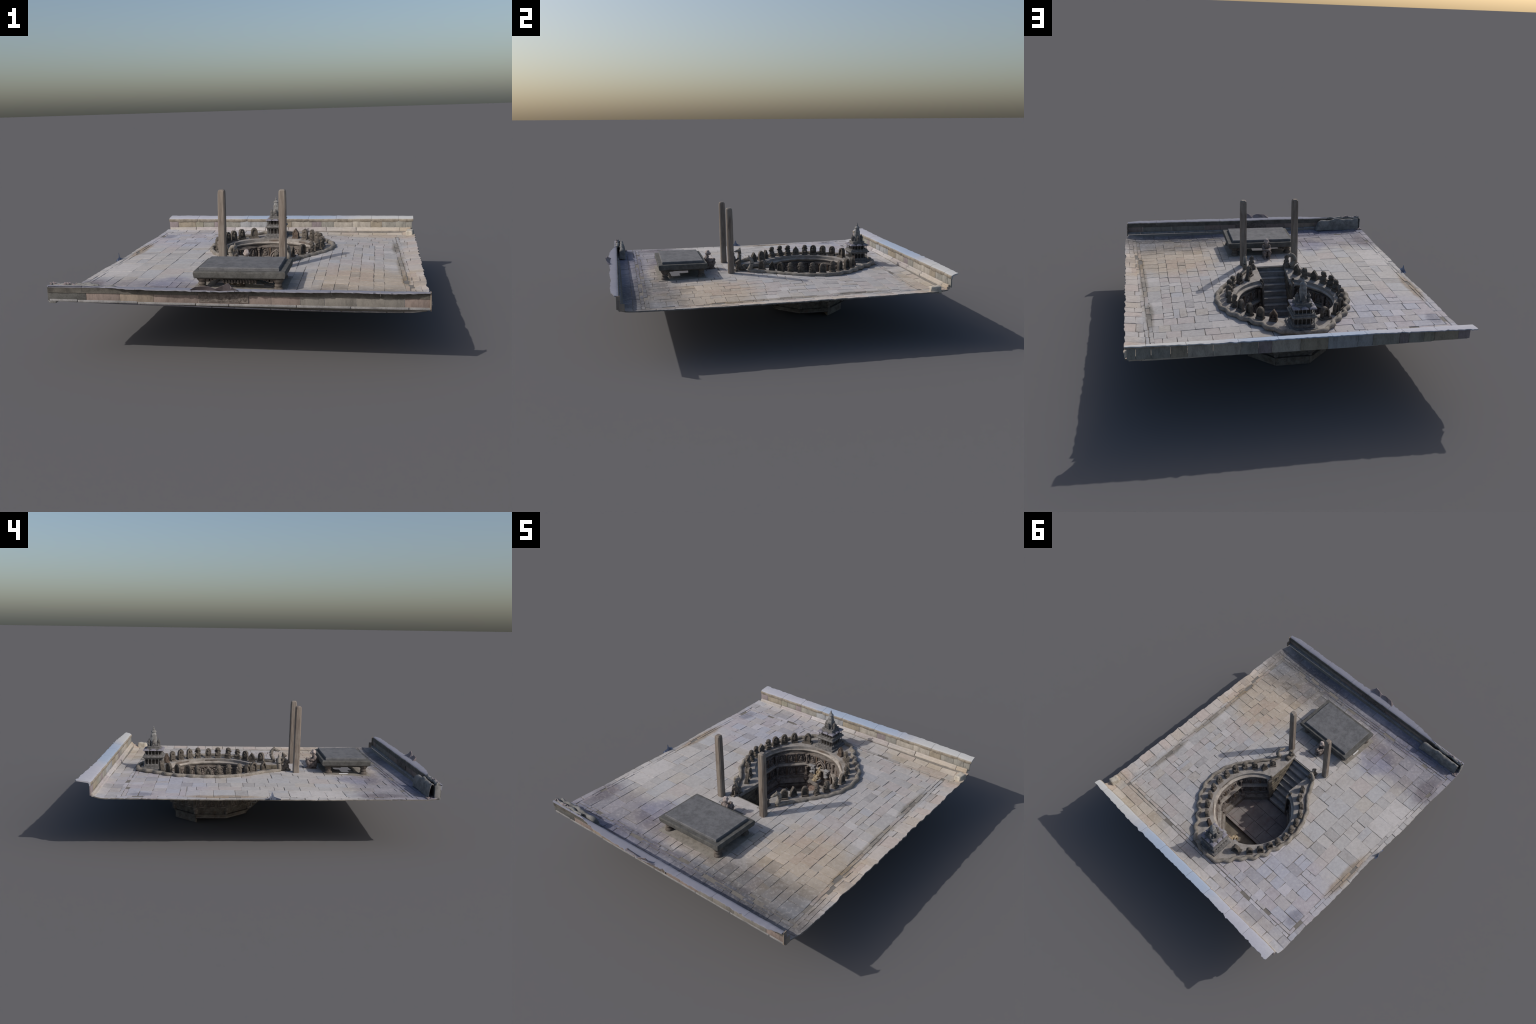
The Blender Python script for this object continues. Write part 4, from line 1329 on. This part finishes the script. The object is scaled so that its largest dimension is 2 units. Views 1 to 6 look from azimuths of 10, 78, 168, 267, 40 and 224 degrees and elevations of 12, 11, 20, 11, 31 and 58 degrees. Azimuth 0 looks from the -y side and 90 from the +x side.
jitter(bm, .003, 90, 4)
o = obj("rubble_crumbs", mesh(bm, "rubble_crumbs", 70), YARD, M_MEMBRANE); o["kind"] = "stuff"
# loose block at the north-east corner
bm = bmesh.new()
add_box(bm, -.024, .024, -.032, .032, -.008, .032, taper=.003, bev=.006)
bmesh.ops.subdivide_edges(bm, edges=bm.edges[:], cuts=2, use_grid_fill=True)
jitter(bm, .006, 45, 2)
obj("loose_block", mesh(bm, "loose_block", 50), YARD, M_BOULDER, (.824, .832, .290), (0, 0, -.15))

# --- stone table
TBL = root("stone_table", "low black stone table with raised slab top and turned legs", "stone table", (-.018, -.542, ZF))
PLOC["stone_table"] = Vector((-.018, -.542, ZF))
def loft_rect(levels, name, par, mat, sub=10, amp=.0012, seed=0):
    """stack of rectangles (x0,x1,y0,y1,z) joined into one block with softly worn faces"""
    bm = bmesh.new(); rings = []
    for x0, x1, y0, y1, z in levels:
        c = [(x0, y0), (x1, y0), (x1, y1), (x0, y1)]
        ring = []
        for i in range(4):
            a, b = c[i], c[(i + 1) % 4]
            for k in range(sub):
                t = k / sub
                ring.append(bm.verts.new((a[0] + (b[0] - a[0]) * t, a[1] + (b[1] - a[1]) * t, z)))
        rings.append(ring)
    n = len(rings[0])
    for A, B in zip(rings, rings[1:]):
        for i in range(n): bm.faces.new((A[i], A[(i + 1) % n], B[(i + 1) % n], B[i]))
    bm.faces.new(list(reversed(rings[0]))); bm.faces.new(rings[-1])
    jitter(bm, amp, 18, seed)
    return obj(name, mesh(bm, name, 30), par, mat)
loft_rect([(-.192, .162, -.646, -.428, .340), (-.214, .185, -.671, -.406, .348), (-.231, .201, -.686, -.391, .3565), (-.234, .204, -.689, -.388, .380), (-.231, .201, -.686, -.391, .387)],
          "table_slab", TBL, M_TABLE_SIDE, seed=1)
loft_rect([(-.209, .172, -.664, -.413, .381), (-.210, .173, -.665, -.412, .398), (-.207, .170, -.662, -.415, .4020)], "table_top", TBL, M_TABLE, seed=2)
bm = bmesh.new()
add_lathe(bm, [(.0225, -.006), (.0240, .007), (.0220, .016), (.0160, .021), (.0190, .026), (.0190, .032), (.0155, .036), (.0190, .043), (.0250, .050), (.0270, .062)], 16)
leg = mesh(bm, "table_leg", 50)
for px, py in ((-.192, -.432), (-.200, -.650), (.166, -.650), (.158, -.424)):
    obj("table_leg", leg, TBL, M_LEG, (px, py, zf(px, py) - .001))
bm = bmesh.new()
for y in (-.655, -.420):
    for s in (-1, 1):
        for k in range(6):
            t = k / 5
            add_box(bm, -.018 + s * (.150 - t * .07) - .010, -.018 + s * (.150 - t * .07) + .010, y - .006, y + .006, .350 - .020 * (1 - t) ** 1.5, .353)
for k in range(12):
    add_box(bm, -.10 + k * .014, -.092 + k * .014, -.655, -.640, .325 - .004 * (k % 2), .340, bev=.001)
obj("table_bracket", mesh(bm, "table_bracket"), TBL, M_LEG)

obj("table_base_stone", plate([(-.244, -.692), (-.10, -.693), (.05, -.691), (.200, -.690), (.201, -.55), (.199, -.398), (0, -.396), (-.15, -.398), (-.238, -.400), (-.243, -.55)], [TABLE_HOLE], .2965, .3022, "table_base_stone", zfun=lambda x, y: zf(x, y) + .0030), TBL, M_BASE)
bm = bmesh.new()
add_box(bm, -.2240, -.2160, -.5500, -.4950, .3020, .3070, bev=.0008)
obj("white_label_plate", mesh(bm, "white_label_plate"), TBL, M_LABEL)

# --- kneeling monkey statue facing the stair
MON = root("kneeling_monkey_statue", "weathered stone monkey squatting with joined hands", "stone statue", (-.038, -.345, ZF))
PLOC["kneeling_monkey_statue"] = Vector((-.038, -.345, ZF))
def mk(parts, name, voxel=.0026, seed=0, amp=.0018):
    bm = bmesh.new()
    for c, r in parts: add_ell(bm, c, r, 14, 10)
    me = fused(bm, name, voxel, amp, 90, seed)
    return obj(name, me, MON, M_MHEAD if name == "head" else M_MONKEY, (-.038, -.345, ZF))
mk([((0, -.014, .028), (.024, .024, .024)), ((0, -.024, .046), (.019, .015, .026)), ((0, -.022, .072), (.0205, .014, .018)), ((0, -.016, .086), (.013, .012, .012))], "torso", seed=1)
mk([((0, -.014, .110), (.0155, .0155, .018)), ((0, .000, .105), (.0095, .010, .0095)), ((0, -.012, .121), (.0125, .0125, .0085)), ((-.0145, -.014, .108), (.004, .006, .007)), ((.0145, -.014, .108), (.004, .006, .007))], "head", seed=2)
for s_ in (-1, 1):
    mk([((s_ * .015, .004, .038), (.0125, .028, .018)), ((s_ * .014, .024, .048), (.0125, .013, .016)), ((s_ * .014, .016, .032), (.0100, .014, .018)), ((s_ * .014, .008, .018), (.011, .018, .012)), ((s_ * .012, .018, .009), (.010, .018, .007))], "leg", seed=3 + s_)
    mk([((s_ * .020, -.018, .072), (.0095, .012, .018)), ((s_ * .021, -.002, .061), (.0085, .018, .0105)), ((s_ * .014, .014, .063), (.0090, .015, .0085)), ((s_ * .005, .028, .066), (.0080, .010, .009))], "arm", seed=6 + s_)
bm = bmesh.new()
add_box(bm, -.024, .024, -.034, .040, 0, .007, bev=.002)
jitter(bm, .002, 60, 2)
obj("base", mesh(bm, "base", 40), MON, M_MONKEY, (-.038, -.345, ZF - .001))

for o in PENDING: bpy.context.collection.objects.link(o)
